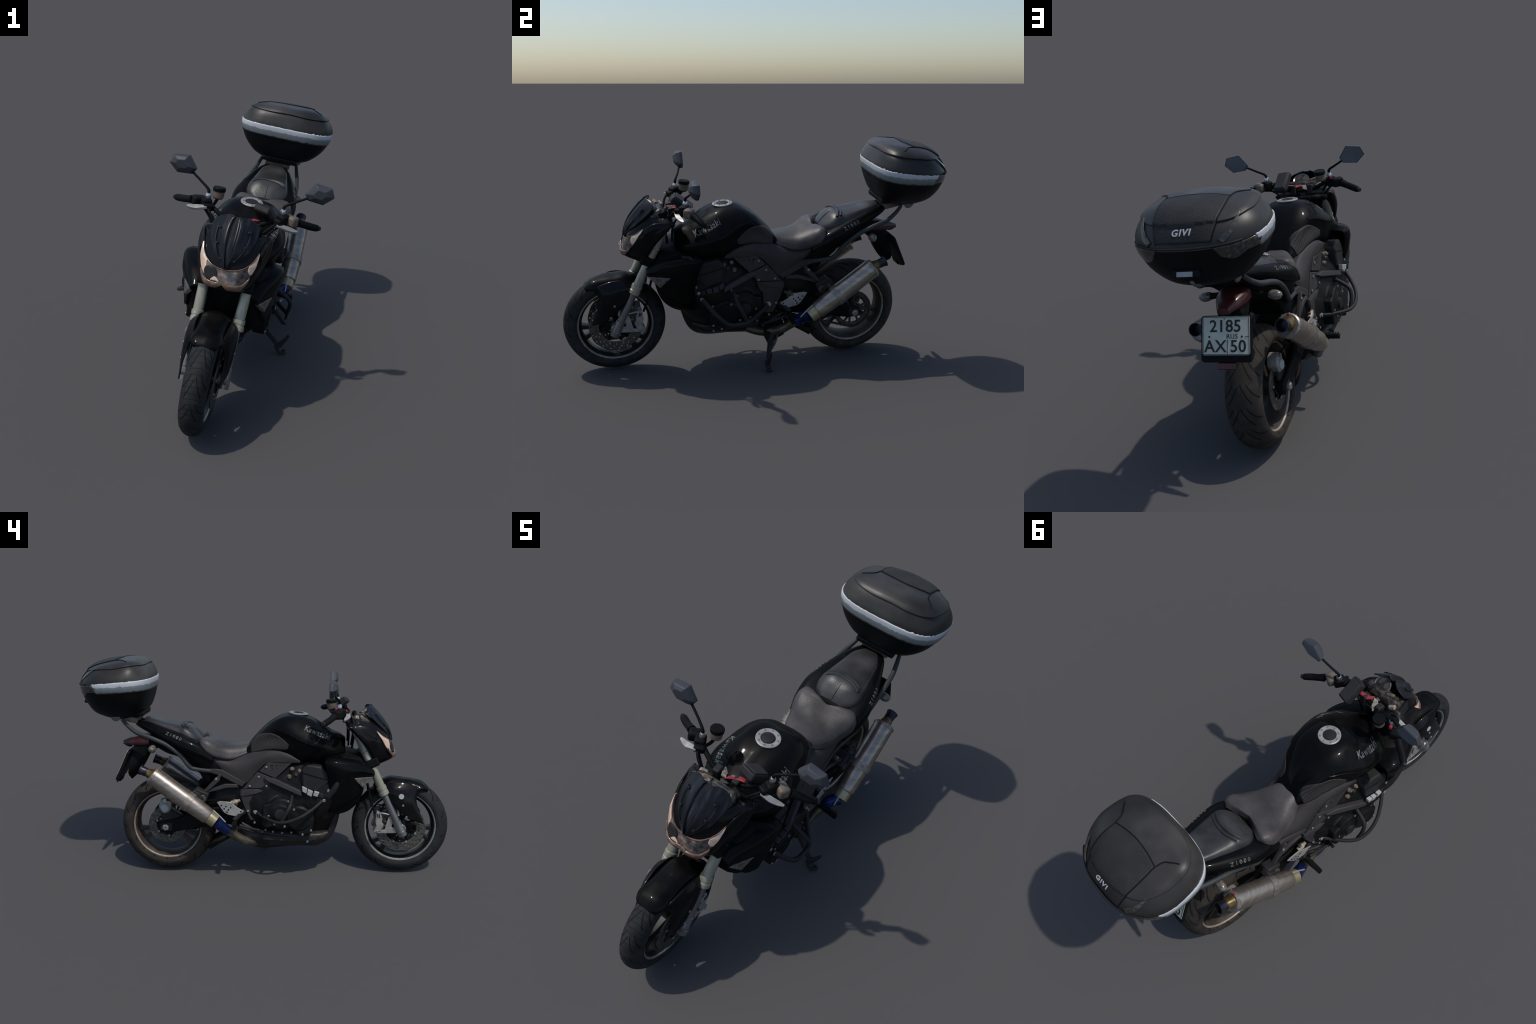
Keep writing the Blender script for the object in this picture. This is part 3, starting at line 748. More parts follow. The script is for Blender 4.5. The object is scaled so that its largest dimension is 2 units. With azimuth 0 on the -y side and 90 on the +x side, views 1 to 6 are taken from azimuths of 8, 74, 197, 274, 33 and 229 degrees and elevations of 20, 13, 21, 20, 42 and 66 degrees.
# ------------------------------------------------------------------ tank, seat and tail
def S(y, pts):
    return [(x, y + (p[0] if p else 0), z) for x, z, *p in pts]
tank = body("fuel_tank", [
    S(0.095, [(0, .712), (.043, .708), (.068, .70), (.074, .688), (.066, .67), (0, .66)]),
    S(0.045, [(0, .771), (.052, .763), (.083, .738), (.095, .705), (.093, .67), (0, .65)]),
    S(-0.02, [(0, .832), (.071, .825), (.112, .795), (.109, .755), (.112, .69), (0, .65)]),
    S(-0.08, [(0, .870), (.083, .860), (.134, .818), (.130, .765), (.125, .69), (0, .65)]),
    S(-0.14, [(0, .886), (.093, .870), (.156, .808), (.154, .755), (.137, .68), (0, .64)]),
    S(-0.20, [(0, .884), (.096, .866), (.173, .785), (.178, .735), (.142, .65), (0, .62)]),
    S(-0.26, [(0, .860), (.093, .845), (.177, .770), (.187, .725), (.142, .645), (0, .62)]),
    S(-0.32, [(0, .822), (.080, .811), (.159, .754), (.178, .715), (.142, .652), (0, .62)]),
    S(-0.37, [(0, .790), (.061, .782), (.128, .745), (.159, .710), (.132, .66), (0, .63)]),
    S(-0.405, [(0, .775), (.047, .768), (.095, .735), (.128, .708), (.113, .672), (0, .64)]),
    S(-0.435, [(0, .755), (.028, .75), (.057, .73), (.080, .705), (.071, .68), (0, .66)]),
], "paint", 90, 34, amp=0.0025, freq=16)
cap = turned("fuel_cap", [(0, 0.052), (0.004, 0.052), (0.006, 0.049), (0.006, 0.032), (0.003, 0.030), (0.003, 0.0)], (0.0, -0.182, 0.881), (0, -0.10, 1), "silver", tank, n=48,
             mats=["silver", "black"], seg_mat=[0, 0, 0, 0, 1, 1])
turned("cap_lid", [(0, 0.029), (0.004, 0.028), (0.006, 0.023), (0.006, 0)], (0, -0.1822, 0.884), (0, -0.10, 1), "dark_grey", cap, n=32)
for k in range(8):
    a = k * math.pi / 4 + 0.2
    bolt((0.041 * math.cos(a), -0.182 + 0.041 * math.sin(a), 0.887 + 0.0041 * math.sin(a)), (0, -0.1, 1), 0.0045, cap, 0.003)
tank_bvh = BVHTree.FromObject(tank, bpy.context.evaluated_depsgraph_get())
def side_x(y, z, s, bvh=None):
    h = (bvh or tank_bvh).ray_cast(Vector((0.6 * s, y, z)), Vector((-s, 0, 0)))
    return h[0].x if h[0] is not None else 0.1 * s
for s in (1, -1):
    # dimpled knee pad laid on the tank flank
    top = [(0.070, .728), (0.048, .758), (0.018, .782), (-0.02, .793), (-0.06, .787), (-0.10, .765), (-0.135, .735)]
    bot = [(0.072, .684), (0.05, .686), (0.02, .692), (-0.02, .700), (-0.06, .706), (-0.10, .706), (-0.128, .712)]
    tp, bt = cr(top, 22), cr(bot, 22)
    vs, fs = [], []
    for (y0, z0), (y1, z1) in zip(tp, bt):
        for j in range(10):
            f = j / 9
            y, z = y0 + (y1 - y0) * f, z0 + (z1 - z0) * f
            vs.append((side_x(y, z, s) + 0.0035 * s, y, z))
    fs = [(i * 10 + j, i * 10 + j + 1, i * 10 + 11 + j, i * 10 + 10 + j) for i in range(21) for j in range(9)]
    pad = make("knee_pad", vs, fs, "pad", tank)
    if sum(p.normal.x * s for p in pad.data.polygons) < 0:
        pad.data.flip_normals()
    mod_solid(pad, 0.006)
    # raised crease between tank top and flank
    pts = [(-0.06, .815), (-0.10, .806), (-0.14, .791), (-0.19, .765), (-0.255, .742), (-0.33, .722)]
    tube("tank_crease", [(side_x(y, z, s) - 0.0015 * s, y, z) for y, z in cr(pts, 20)], 0.005, "paint", tank, n=8, samples=60)
    R = Vector((0, 0.89 * s, 0.46)) if s > 0 else Vector((0, -0.915, -0.40))
    letters("tank_lettering", "Kawasaki", (0.15 * s, -0.285, 0.797), R, (0, 0, 1), 0.036, "mark", tank, 0.0010, project=tank, bold=0.0004, shear=0.1, spacing=1.08)

seat = body("rider_seat", [
    S(0.078, [(0, .722), (.03, .720), (.052, .710), (.064, .693), (.064, .68), (0, .66)]),
    S(0.12, [(0, .719), (.042, .717), (.073, .702), (.09, .678), (.086, .662), (0, .645)]),
    S(0.18, [(0, .720), (.052, .718), (.094, .703), (.114, .675), (.107, .645), (0, .635)]),
    S(0.24, [(0, .735), (.062, .735), (.115, .722), (.138, .693), (.125, .652), (0, .64)]),
    S(0.295, [(0, .752), (.07, .758), (.130, .752), (.153, .722), (.143, .68), (0, .66)]),
    S(0.325, [(0, .750, -.018), (.06, .764, -.006), (.118, .762, .006), (.142, .742, .008), (.135, .705, .006), (0, .69, -.015)]),
    S(0.342, [(0, .72, -.03), (.05, .735, -.01), (.10, .748, .008), (.118, .738, .010), (.11, .715, .006), (0, .70, -.025)]),
], "leather", 50, 30, amp=0.004, freq=14)
tail = body("tail_fairing", [
    S(0.27, [(0, 0.661), (0.079, 0.671), (0.129, 0.676), (0.147, 0.661), (0.137, 0.636), (0, 0.621)]),
    S(0.33, [(0, 0.716), (0.079, 0.726), (0.142, 0.729), (0.166, 0.706), (0.154, 0.666), (0, 0.651)]),
    S(0.40, [(0, 0.753), (0.089, 0.767), (0.147, 0.764), (0.173, 0.734), (0.157, 0.691), (0, 0.681)]),
    S(0.47, [(0, 0.779), (0.084, 0.794), (0.132, 0.791), (0.159, 0.759), (0.141, 0.721), (0, 0.711)]),
    S(0.54, [(0, 0.801), (0.075, 0.817), (0.111, 0.815), (0.137, 0.787), (0.120, 0.751), (0, 0.741)]),
    S(0.61, [(0, 0.826), (0.061, 0.839), (0.087, 0.836), (0.107, 0.813), (0.094, 0.783), (0, 0.773)]),
    S(0.67, [(0, 0.841), (0.045, 0.849), (0.062, 0.847), (0.077, 0.831), (0.066, 0.811), (0, 0.801)]),
    S(0.70, [(0, 0.843), (0.030, 0.845), (0.043, 0.843), (0.050, 0.835), (0.045, 0.825), (0, 0.817)]),
], "paint", 60, 30, amp=0.002)
pil = body("pillion_seat", [
    S(0.338, [(0, 0.753), (0.029, 0.752), (0.049, 0.750), (0.058, 0.743), (0.053, 0.733), (0, 0.728)]),
    S(0.36, [(0, 0.781), (0.039, 0.780), (0.073, 0.773), (0.089, 0.758), (0.085, 0.738), (0, 0.728)]),
    S(0.392, [(0, 0.810), (0.049, 0.810), (0.087, 0.798), (0.105, 0.778), (0.100, 0.753), (0, 0.743)]),
    S(0.425, [(0, 0.826), (0.049, 0.826), (0.085, 0.816), (0.105, 0.794), (0.101, 0.770), (0, 0.758)]),
    S(0.46, [(0, 0.826), (0.049, 0.826), (0.081, 0.818), (0.099, 0.800), (0.095, 0.783), (0, 0.768)]),
    S(0.53, [(0, 0.838), (0.044, 0.839), (0.073, 0.834), (0.087, 0.818), (0.083, 0.803), (0, 0.788)]),
    S(0.60, [(0, 0.856), (0.035, 0.856), (0.058, 0.852), (0.070, 0.840), (0.066, 0.828), (0, 0.808)]),
    S(0.655, [(0, 0.860), (0.019, 0.860), (0.033, 0.857), (0.041, 0.850), (0.039, 0.840), (0, 0.828)]),
], "leather2", 60, 26, amp=0.0025, freq=16)
pil_bvh = BVHTree.FromObject(pil, bpy.context.evaluated_depsgraph_get())
for dy, mat_, r in ((0.0, "leather2", 0.008), (0.018, "leather2", 0.007)):
    pts = []
    for k in range(17):
        x = -0.085 + 0.17 * k / 16
        y = 0.435 + dy - 0.03 * (x / 0.1) ** 2
        h = pil_bvh.ray_cast(Vector((x, y, 1.2)), Vector((0, 0, -1)))
        pts.append((x, y, (h[0].z if h[0] else 0.78)))
    tube("grab_strap", pts, r, mat_, pil, n=8, samples=48)
h0 = [(0, y, pil_bvh.ray_cast(Vector((0, y, 1.2)), Vector((0, 0, -1)))[0].z) for y in (0.342, 0.36, 0.38, 0.40)]
tube("seat_piping", h0, 0.0035, "leather2", pil, n=8, samples=20)
for s in (1, -1):
    R = Vector((0.0, 0.93 * s, 0.37 * s)) if s > 0 else Vector((0, -0.93, -0.37))
    letters("tail_lettering", "Z1000", (0.159 * s, 0.475, 0.79), (-0.22 * s * s if s > 0 else -0.22, 0.93 * s, 0.36 * s), (-0.75 * s, -0.2, 0.65), 0.026, "mark", tail, 0.0008, project=tail, bold=0.0002, spacing=1.5)
    # frame tube from the rack down along the tail to the frame bracket
    tube("rack_tube", [(0.10 * s, 0.765, 0.862), (0.108 * s, 0.745, 0.84), (0.118 * s, 0.715, 0.815), (0.13 * s, 0.672, 0.790), (0.14 * s, 0.597, 0.765), (0.143 * s, 0.516, 0.728), (0.14 * s, 0.444, 0.672), (0.135 * s, 0.40, 0.612), (0.128 * s, 0.37, 0.597), (0.12 * s, 0.285, 0.585)],
         [0.009, 0.010, 0.011, 0.012, 0.012, 0.012, 0.012, 0.012, 0.012, 0.013], "rail", n=12, samples=80)
# black under-tail shell
body("under_tail", [
    S(0.20, [(0, .66), (.06, .655), (.10, .63), (.10, .57), (.08, .53), (0, .51)]),
    S(0.30, [(0, .69), (.08, .685), (.13, .66), (.125, .60), (.09, .555), (0, .54)]),
    S(0.38, [(0, .72), (.08, .715), (.14, .69), (.125, .65), (.085, .61), (0, .60)]),
    S(0.46, [(0, .74), (.08, .738), (.135, .715), (.115, .68), (.075, .65), (0, .642)]),
    S(0.54, [(0, .77), (.07, .765), (.11, .75), (.10, .715), (.06, .675), (0, .665)]),
    S(0.62, [(0, .79), (.05, .788), (.075, .775), (.07, .75), (.045, .72), (0, .715)]),
], "black", 36, 20, amp=0.002)
plate("inner_fender", [(0.31, 0.61), (0.42, 0.645), (0.43, 0.62), (0.39, 0.585), (0.355, 0.56), (0.32, 0.50), (0.29, 0.50), (0.29, 0.58)], 0.075, 0.15, "black", 1, None, 0.012, 3)
# tail lamp (red) at the end of the seat hump and its beige spacer to the case
panel("tail_lamp", [[(0, .712, .853), (.03, .71, .852), (.05, .70, .848)], [(0, .70, .828), (.035, .695, .828), (.062, .675, .826)], [(0, .675, .80), (.04, .668, .80), (.075, .64, .80)], [(0, .645, .782), (.04, .638, .784), (.085, .61, .785)]], "red_lamp", 16, 12, 0.006, mirror=True)
block("rack_spacer", (0, 0.728, 0.856), (0.14, 0.085, 0.03), "tan", (0.2, 0, 0), None, 0.006)

# number plate carrier, lamp, indicators
carrier = body("plate_carrier", [
    [(0, .58, .765), (.03, .58, .763), (.05, .58, .75), (.052, .58, .72), (.045, .585, .70), (0, .59, .69)],
    [(0, .64, .762), (.03, .64, .760), (.05, .64, .747), (.055, .64, .72), (.05, .635, .68), (0, .63, .665)],
    [(0, .685, .755), (.03, .685, .753), (.05, .685, .74), (.055, .685, .70), (.05, .675, .63), (0, .665, .605)],
    [(0, .715, .735), (.025, .715, .732), (.042, .715, .72), (.055, .718, .67), (.06, .715, .59), (0, .705, .55)],
    [(0, .725, .69), (.02, .725, .69), (.045, .725, .68), (.065, .737, .63), (.07, .751, .56), (0, .748, .51)],
], "black", 30, 16)
lamp2 = body("plate_tail_light", [
    S(0.63, [(0, .768), (.04, .766), (.060, .755), (.066, .735), (.06, .715), (0, .71)]),
    S(0.69, [(0, .763), (.038, .761), (.056, .750), (.062, .731), (.056, .712), (0, .706)]),
    S(0.745, [(0, .750), (.026, .748), (.038, .740), (.042, .726), (.038, .711), (0, .705)]),
    S(0.782, [(0, .735), (.016, .734), (.022, .730), (.024, .721), (.022, .712), (0, .708)]),
], "red_lamp", 20, 14, parent=carrier)
turned("lamp_foot", [(0, 0.022), (0.012, 0.022), (0.015, 0.016), (0.015, 0)], (0, 0.757, 0.714), (0, 0.35, -1), "black", carrier, n=20)
# plate plane: top edge forward
pu = Vector((0, -0.43, 0.903)).normalized(); pr = Vector((-1, 0, 0)); pn = pr.cross(pu)
pc = Vector((0.009, 0.774, 0.615))
def on_plate(a, b, d=0.0):
    return pc + pr * a + pu * b + pn * d
def plate_slab(name, w, h, d0, d1, mat, parent, r=0.012, cb=0.0, ca=0.0):
    pts = []
    for cx_, cy_, a0 in ((w / 2 - r, h / 2 - r, 0), (-w / 2 + r, h / 2 - r, 90), (-w / 2 + r, -h / 2 + r, 180), (w / 2 - r, -h / 2 + r, 270)):
        for k in range(5):
            a = math.radians(a0 + k * 22.5)
            pts.append((cx_ + r * math.cos(a) + ca, cy_ + r * math.sin(a) + cb))
    n = len(pts)
    vs = [on_plate(a, b, d1) for a, b in pts] + [on_plate(a, b, d0) for a, b in pts]
    fs = [tuple(range(n)), tuple(range(n, 2 * n))] + [(i, (i + 1) % n, n + (i + 1) % n, n + i) for i in range(n)]
    return make(name, vs, fs, mat, parent, smooth=False)
pframe = plate_slab("plate_frame", 0.213, 0.182, -0.012, 0.003, "black", carrier, 0.014, -0.010)
nplate = plate_slab("number_plate", 0.199, 0.150, 0.003, 0.005, "plate", pframe, 0.008, 0.002)
mod_bevel(pframe, 0.003, 2)
def bar_on_plate(a, b, w, h, name="plate_line"):
    c = on_plate(a, b, 0.0056)
    vs = [c + pr * (sx * w / 2) + pu * (sy * h / 2) + pn * (0.0004 * sd) for sd in (-1, 1) for sx, sy in ((-1, -1), (1, -1), (1, 1), (-1, 1))]
    return make(name, vs, [(0, 1, 2, 3), (4, 5, 6, 7), (0, 1, 5, 4), (1, 2, 6, 5), (2, 3, 7, 6), (3, 0, 4, 7)], "ink", nplate, smooth=False)
w_, h_ = 0.193, 0.144
for (a, b, w, h) in ((0, 0.002 + h_ / 2, w_, 0.0022), (0, 0.002 - h_ / 2, w_, 0.0022), (w_ / 2, 0.002, 0.0022, h_), (-w_ / 2, 0.002, 0.0022, h_), (0.006, -0.042, 0.0022, 0.056), (0.088, -0.002, 0.016, 0.0022)):
    bar_on_plate(a, b, w, h)
for a, b in ((-0.070, -0.002), (0.067, -0.002), (-0.006, 0.067)):
    turned("plate_screw", [(0, 0.0042 if b < 0.05 else 0.0025), (0.0012, 0.0042 if b < 0.05 else 0.0025), (0.0012, 0)], on_plate(a, b, 0.005), pn, "ink", nplate, n=16)
letters("plate_lettering", "2185", on_plate(-0.002, 0.037, 0.005), pr, pu, 0.066, "ink", nplate, 0.0008, bold=0.0008, spacing=1.02)
letters("plate_lettering", "RUS", on_plate(0.026, -0.002, 0.005), pr, pu, 0.026, "ink", nplate, 0.0008, spacing=1.1)
letters("plate_lettering", "AX", on_plate(-0.045, -0.041, 0.005), pr, pu, 0.066, "ink", nplate, 0.0008, bold=0.0008, spacing=1.05)
letters("plate_lettering", "50", on_plate(0.051, -0.041, 0.005), pr, pu, 0.066, "ink", nplate, 0.0008, bold=0.0008, spacing=1.05)
block("reflector_bracket", on_plate(0.0, -0.106, -0.012), (0.07, 0.012, 0.028), "black", (math.radians(25), 0, 0), carrier, 0.004)
block("red_reflector", on_plate(0.0, -0.116, -0.002), (0.076, 0.010, 0.026), "red_lamp", (math.radians(25), 0, 0), carrier, 0.003)
for s in (1, -1):
    tube("indicator_stalk", [(0.045 * s, 0.60, 0.725), (0.09 * s, 0.597, 0.716), (0.135 * s, 0.594, 0.710)], [0.016, 0.012, 0.015], "black", carrier, n=12)
    # tear-drop body with clear lens looking back
    tube("indicator", [(0.118 * s, .592, .712), (0.125 * s, .593, .711), (0.14 * s, .594, .710), (0.158 * s, .595, .708), (0.174 * s, .596, .707), (0.182 * s, .597, .706)], [0.006, 0.014, 0.0195, 0.0205, 0.014, 0.003], "clear", carrier, n=20, samples=28)

# ------------------------------------------------------------------ top case
LV = [  # front z, rear z, front y, rear y, half width
    (.862, .852, .735, .835, .075), (.884, .876, .690, .895, .124), (.915, .902, .642, .938, .172), (.968, .955, .620, .970, .222), (1.030, 1.010, .606, .990, .251),
    (1.082, 1.052, .602, .995, .257), (1.119, 1.083, .612, .982, .247), (1.151, 1.113, .628, .958, .224), (1.174, 1.136, .650, .926, .192), (1.187, 1.152, .685, .885, .132), (1.191, 1.160, .745, .82, .05)]
CX = 0.009
LVS = cr(LV, 401)
def box_pt(th, k):
    zf, zr, yf, yr, hw = LVS[max(0, min(400, int(round(k * 40))))]
    c, s = math.cos(th), math.sin(th)
    n = 2.25 if s > 0 else 3.3
    sx = math.copysign(abs(c) ** (2 / n), c); sy = math.copysign(abs(s) ** (2 / n), s)
    y = (yf + yr) / 2 + sy * (yr - yf) / 2
    f = (y - 0.60) / 0.40
    return Vector((CX + hw * sx, y, zf + (zr - zf) * f))
def box_out(th, k, d):
    a = box_pt(th + 0.03, k) - box_pt(th - 0.03, k)
    b = box_pt(th, min(10, k + 0.1)) - box_pt(th, max(0, k - 0.1))
    nrm = a.cross(b)
    if nrm.length < 1e-9:
        return box_pt(th, k) + Vector((0, 0, d))
    nrm.normalize()
    p = box_pt(th, k)
    if nrm.dot(p - Vector((0, 0.78, 1.02))) < 0:
        nrm = -nrm
    return p + nrm * d
def box_shell(name, k0, k1, mat, parent, nk, d=0.0, cap0=False, cap1=False, n=120, amp=0.0):
    vs, fs = [], []
    for i in range(nk + 1):
        k = k0 + (k1 - k0) * i / nk
        for j in range(n):
            vs.append(wob(box_out(2 * math.pi * (j + 0.37) / n, k, d), amp, 9))
    for i in range(nk):
        for j in range(n):
            fs.append((i * n + j, i * n + (j + 1) % n, (i + 1) * n + (j + 1) % n, (i + 1) * n + j))
    if cap0: fs.append(tuple(range(n)))
    if cap1: fs.append(tuple(range(nk * n, nk * n + n)))
    return make(name, vs, fs, mat, parent)
def box_patch(name, tf, kf, mat, parent, d, nt_=40, nk=12, thick=0.005, jag=0.0, amp=0.0, dfun=None):
    """patch of the case surface; tf(u,v) gives angle, kf(u,v) gives level"""
    vs, fs = [], []
    for i in range(nt_ + 1):
        for j in range(nk + 1):
            u, v = i / nt_, j / nk
            k = kf(u, v)
            if jag and v > 0.99:
                k += jag * noise.noise(Vector((u * 60, 3.1, 0)))
            p = box_out(math.radians(tf(u, v)), k, dfun(k) if dfun else d)
            vs.append(wob(p, amp, 14) if amp else p)
    m = nk + 1
    for i in range(nt_):
        for j in range(nk):
            fs.append((i * m + j, i * m + j + 1, (i + 1) * m + j + 1, (i + 1) * m + j))
    ob = make(name, vs, fs, mat, parent)
    if sum(p.normal.dot(p.center - Vector((0, 0.78, 1.02))) for p in ob.data.polygons) < 0:
        ob.data.flip_normals()
    mod_solid(ob, thick)
    return ob
case = box_shell("top_case", 0, 4.9, "case", None, 36, cap0=True, cap1=True, amp=0.002)
lid = box_shell("case_lid", 4.9, 10, "lid", case, 40, cap0=True, cap1=True, amp=0.005)
band = box_patch("case_band", lambda u, v: 163 - 7 * v + (214 + 14 * v) * u, lambda u, v: 3.85 + 1.17 * v, "band", case, 0.0025, 150, 8, 0.006, jag=0.12)
# raised hood on the lid front and grained centre panel behind it
hood = box_shell("lid_hood", 7.2, 10, "lid", lid, 22, d=0.006, cap1=True, amp=0.007)
mod_solid(hood, 0.006, -1)
PN, PU = Vector((0, 0.55, 0.835)), Vector((0, -0.835, 0.55))
dgl = bpy.context.evaluated_depsgraph_get()
lid_trees = [BVHTree.FromObject(lid, dgl), BVHTree.FromObject(hood, dgl)]
def on_lid(a, b, d):
    """drape a point given across (a) and along (b) the sloping lid onto its surface"""
    p = Vector((CX, 0.88, 1.12)) + Vector((a, 0, 0)) + PU * b + PN * 0.4
    hits = [h[0] for h in (t.ray_cast(p, -PN) for t in lid_trees) if h[0] is not None]
    if not hits:
        return p - PN * 0.44
    return min(hits, key=lambda q: (q - p).length) + PN * d
def panel_ab(u, v):
    hw = 0.105 + 0.065 * v - 0.045 * v * v
    a = (u * 2 - 1) * hw
    return a, -0.118 + (0.245 - 1.3 * a * a + 1.2 * a * a) * v - 1.1 * a * a * v + 0.5 * a * a * (1 - v)
nu_, nv_ = 30, 36
vs = [on_lid(*panel_ab(i / nu_, j / nv_), 0.004) for i in range(nu_ + 1) for j in range(nv_ + 1)]
fs = [(i * (nv_ + 1) + j, i * (nv_ + 1) + j + 1, (i + 1) * (nv_ + 1) + j + 1, (i + 1) * (nv_ + 1) + j) for i in range(nu_) for j in range(nv_)]
lidc = make("lid_centre_panel", vs, fs, "lid_grain", lid)
if sum(p.normal.dot(PN) for p in lidc.data.polygons) < 0:
    lidc.data.flip_normals()
mod_solid(lidc, 0.006)
def panel_edge(u, v):
    return on_lid(*panel_ab(u, v), 0.002)
for s in (1, -1):
    A = lambda a: a if s > 0 else 180 - a
    box_patch("corner_reflector", lambda u, v: A(18 + 44 * u + 6 * v), lambda u, v: 4.05 + 0.85 * v - 0.35 * (1 - v) * math.sin(max(0, u - 0.4) * 5.2), "reflector", case, 0.003, 40, 8, 0.005, amp=0.002)
    box_patch("lid_reflector", lambda u, v: A(58 - 30 * u + (1 - u) * 5 * v), lambda u, v: 5.1 + 2.5 * u + 0.5 * v * (1 - u * 0.6), "reflector", lid, 0.004, 30, 8, 0.005, amp=0.002)
    turned("rack_knob", [(0, 0.026), (0.006, 0.026), (0.010, 0.02), (0.010, 0)], (0.105 * s + CX, 0.80, 0.876), (s, 0.1, -0.3), "case_grey", case, n=24)
tube("panel_seam", [panel_edge(0, v / 20) for v in range(21)] + [panel_edge(u / 20, 1) for u in range(1, 21)] + [panel_edge(1, v / 20) for v in range(19, -1, -1)], 0.003, "case", lid, n=6, samples=160)
for s in (1, -1):
    tube("hood_seam", [panel_edge(1.0 if s > 0 else 0.0, 0.97)] + [on_lid(s * a, b, 0.001) for a, b in ((0.135, 0.138), (0.155, 0.155), (0.18, 0.17))], 0.003, "case", lid, n=6, samples=30)
pts = [box_out(math.radians(a), 5.02, 0.0035) for a in range(40, 141, 4)]
tube("lid_lip", pts, 0.005, "dark_grey", lid, n=8, samples=60)
box_patch("lid_chrome", lambda u, v: 70 + 42 * u, lambda u, v: 4.86 + 0.2 * v, "case_grey", lid, 0.004, 20, 3, 0.004)
letters("case_lettering", "GIVI", (CX + 0.004, 0.975, 1.108), (-1, 0, 0.02), (0, -0.62, 0.78), 0.034, "white", lidc, 0.0012, project=lidc, bold=0.0008, shear=0.2, spacing=1.2)
for s in (1, -1):
    letters("band_lettering", "V47", (0.25 * s + CX, 0.875, 1.038), (-0.12 * s, s, 0), (0, 0, 1), 0.014, "ink", band, 0.0008, project=band)
# handle recess, latch plate and lock on the back
hb = [box_out(math.radians(90), k, 0) for k in (3.2, 3.0, 2.2, 1.6)]
block("case_handle", hb[1] + Vector((CX, 0.004, 0)), (0.105, 0.02, 0.03), "case", (math.radians(25), 0, 0), case, 0.006)
block("latch_label", hb[1] + Vector((CX + 0.004, 0.016, 0.002)), (0.062, 0.003, 0.018), "winglet", (math.radians(25), 0, 0), case, 0.001)
turned("case_lock", [(0, 0.009), (0.004, 0.009), (0.004, 0.004), (0.001, 0.003), (0.001, 0)], hb[2] + Vector((CX, 0.0, 0)), (0, 1, -0.6), "bolt", case, n=16)
turned("case_badge", [(0, 0.017), (0.003, 0.016), (0.003, 0)], hb[3] + Vector((CX - 0.005, 0.0, 0)), (0, 0.8, -0.8), "case_grey", case, n=20)
block("case_front_foot", (CX, 0.675, 0.893), (0.20, 0.05, 0.03), "case", (0.2, 0, 0), case, 0.008)

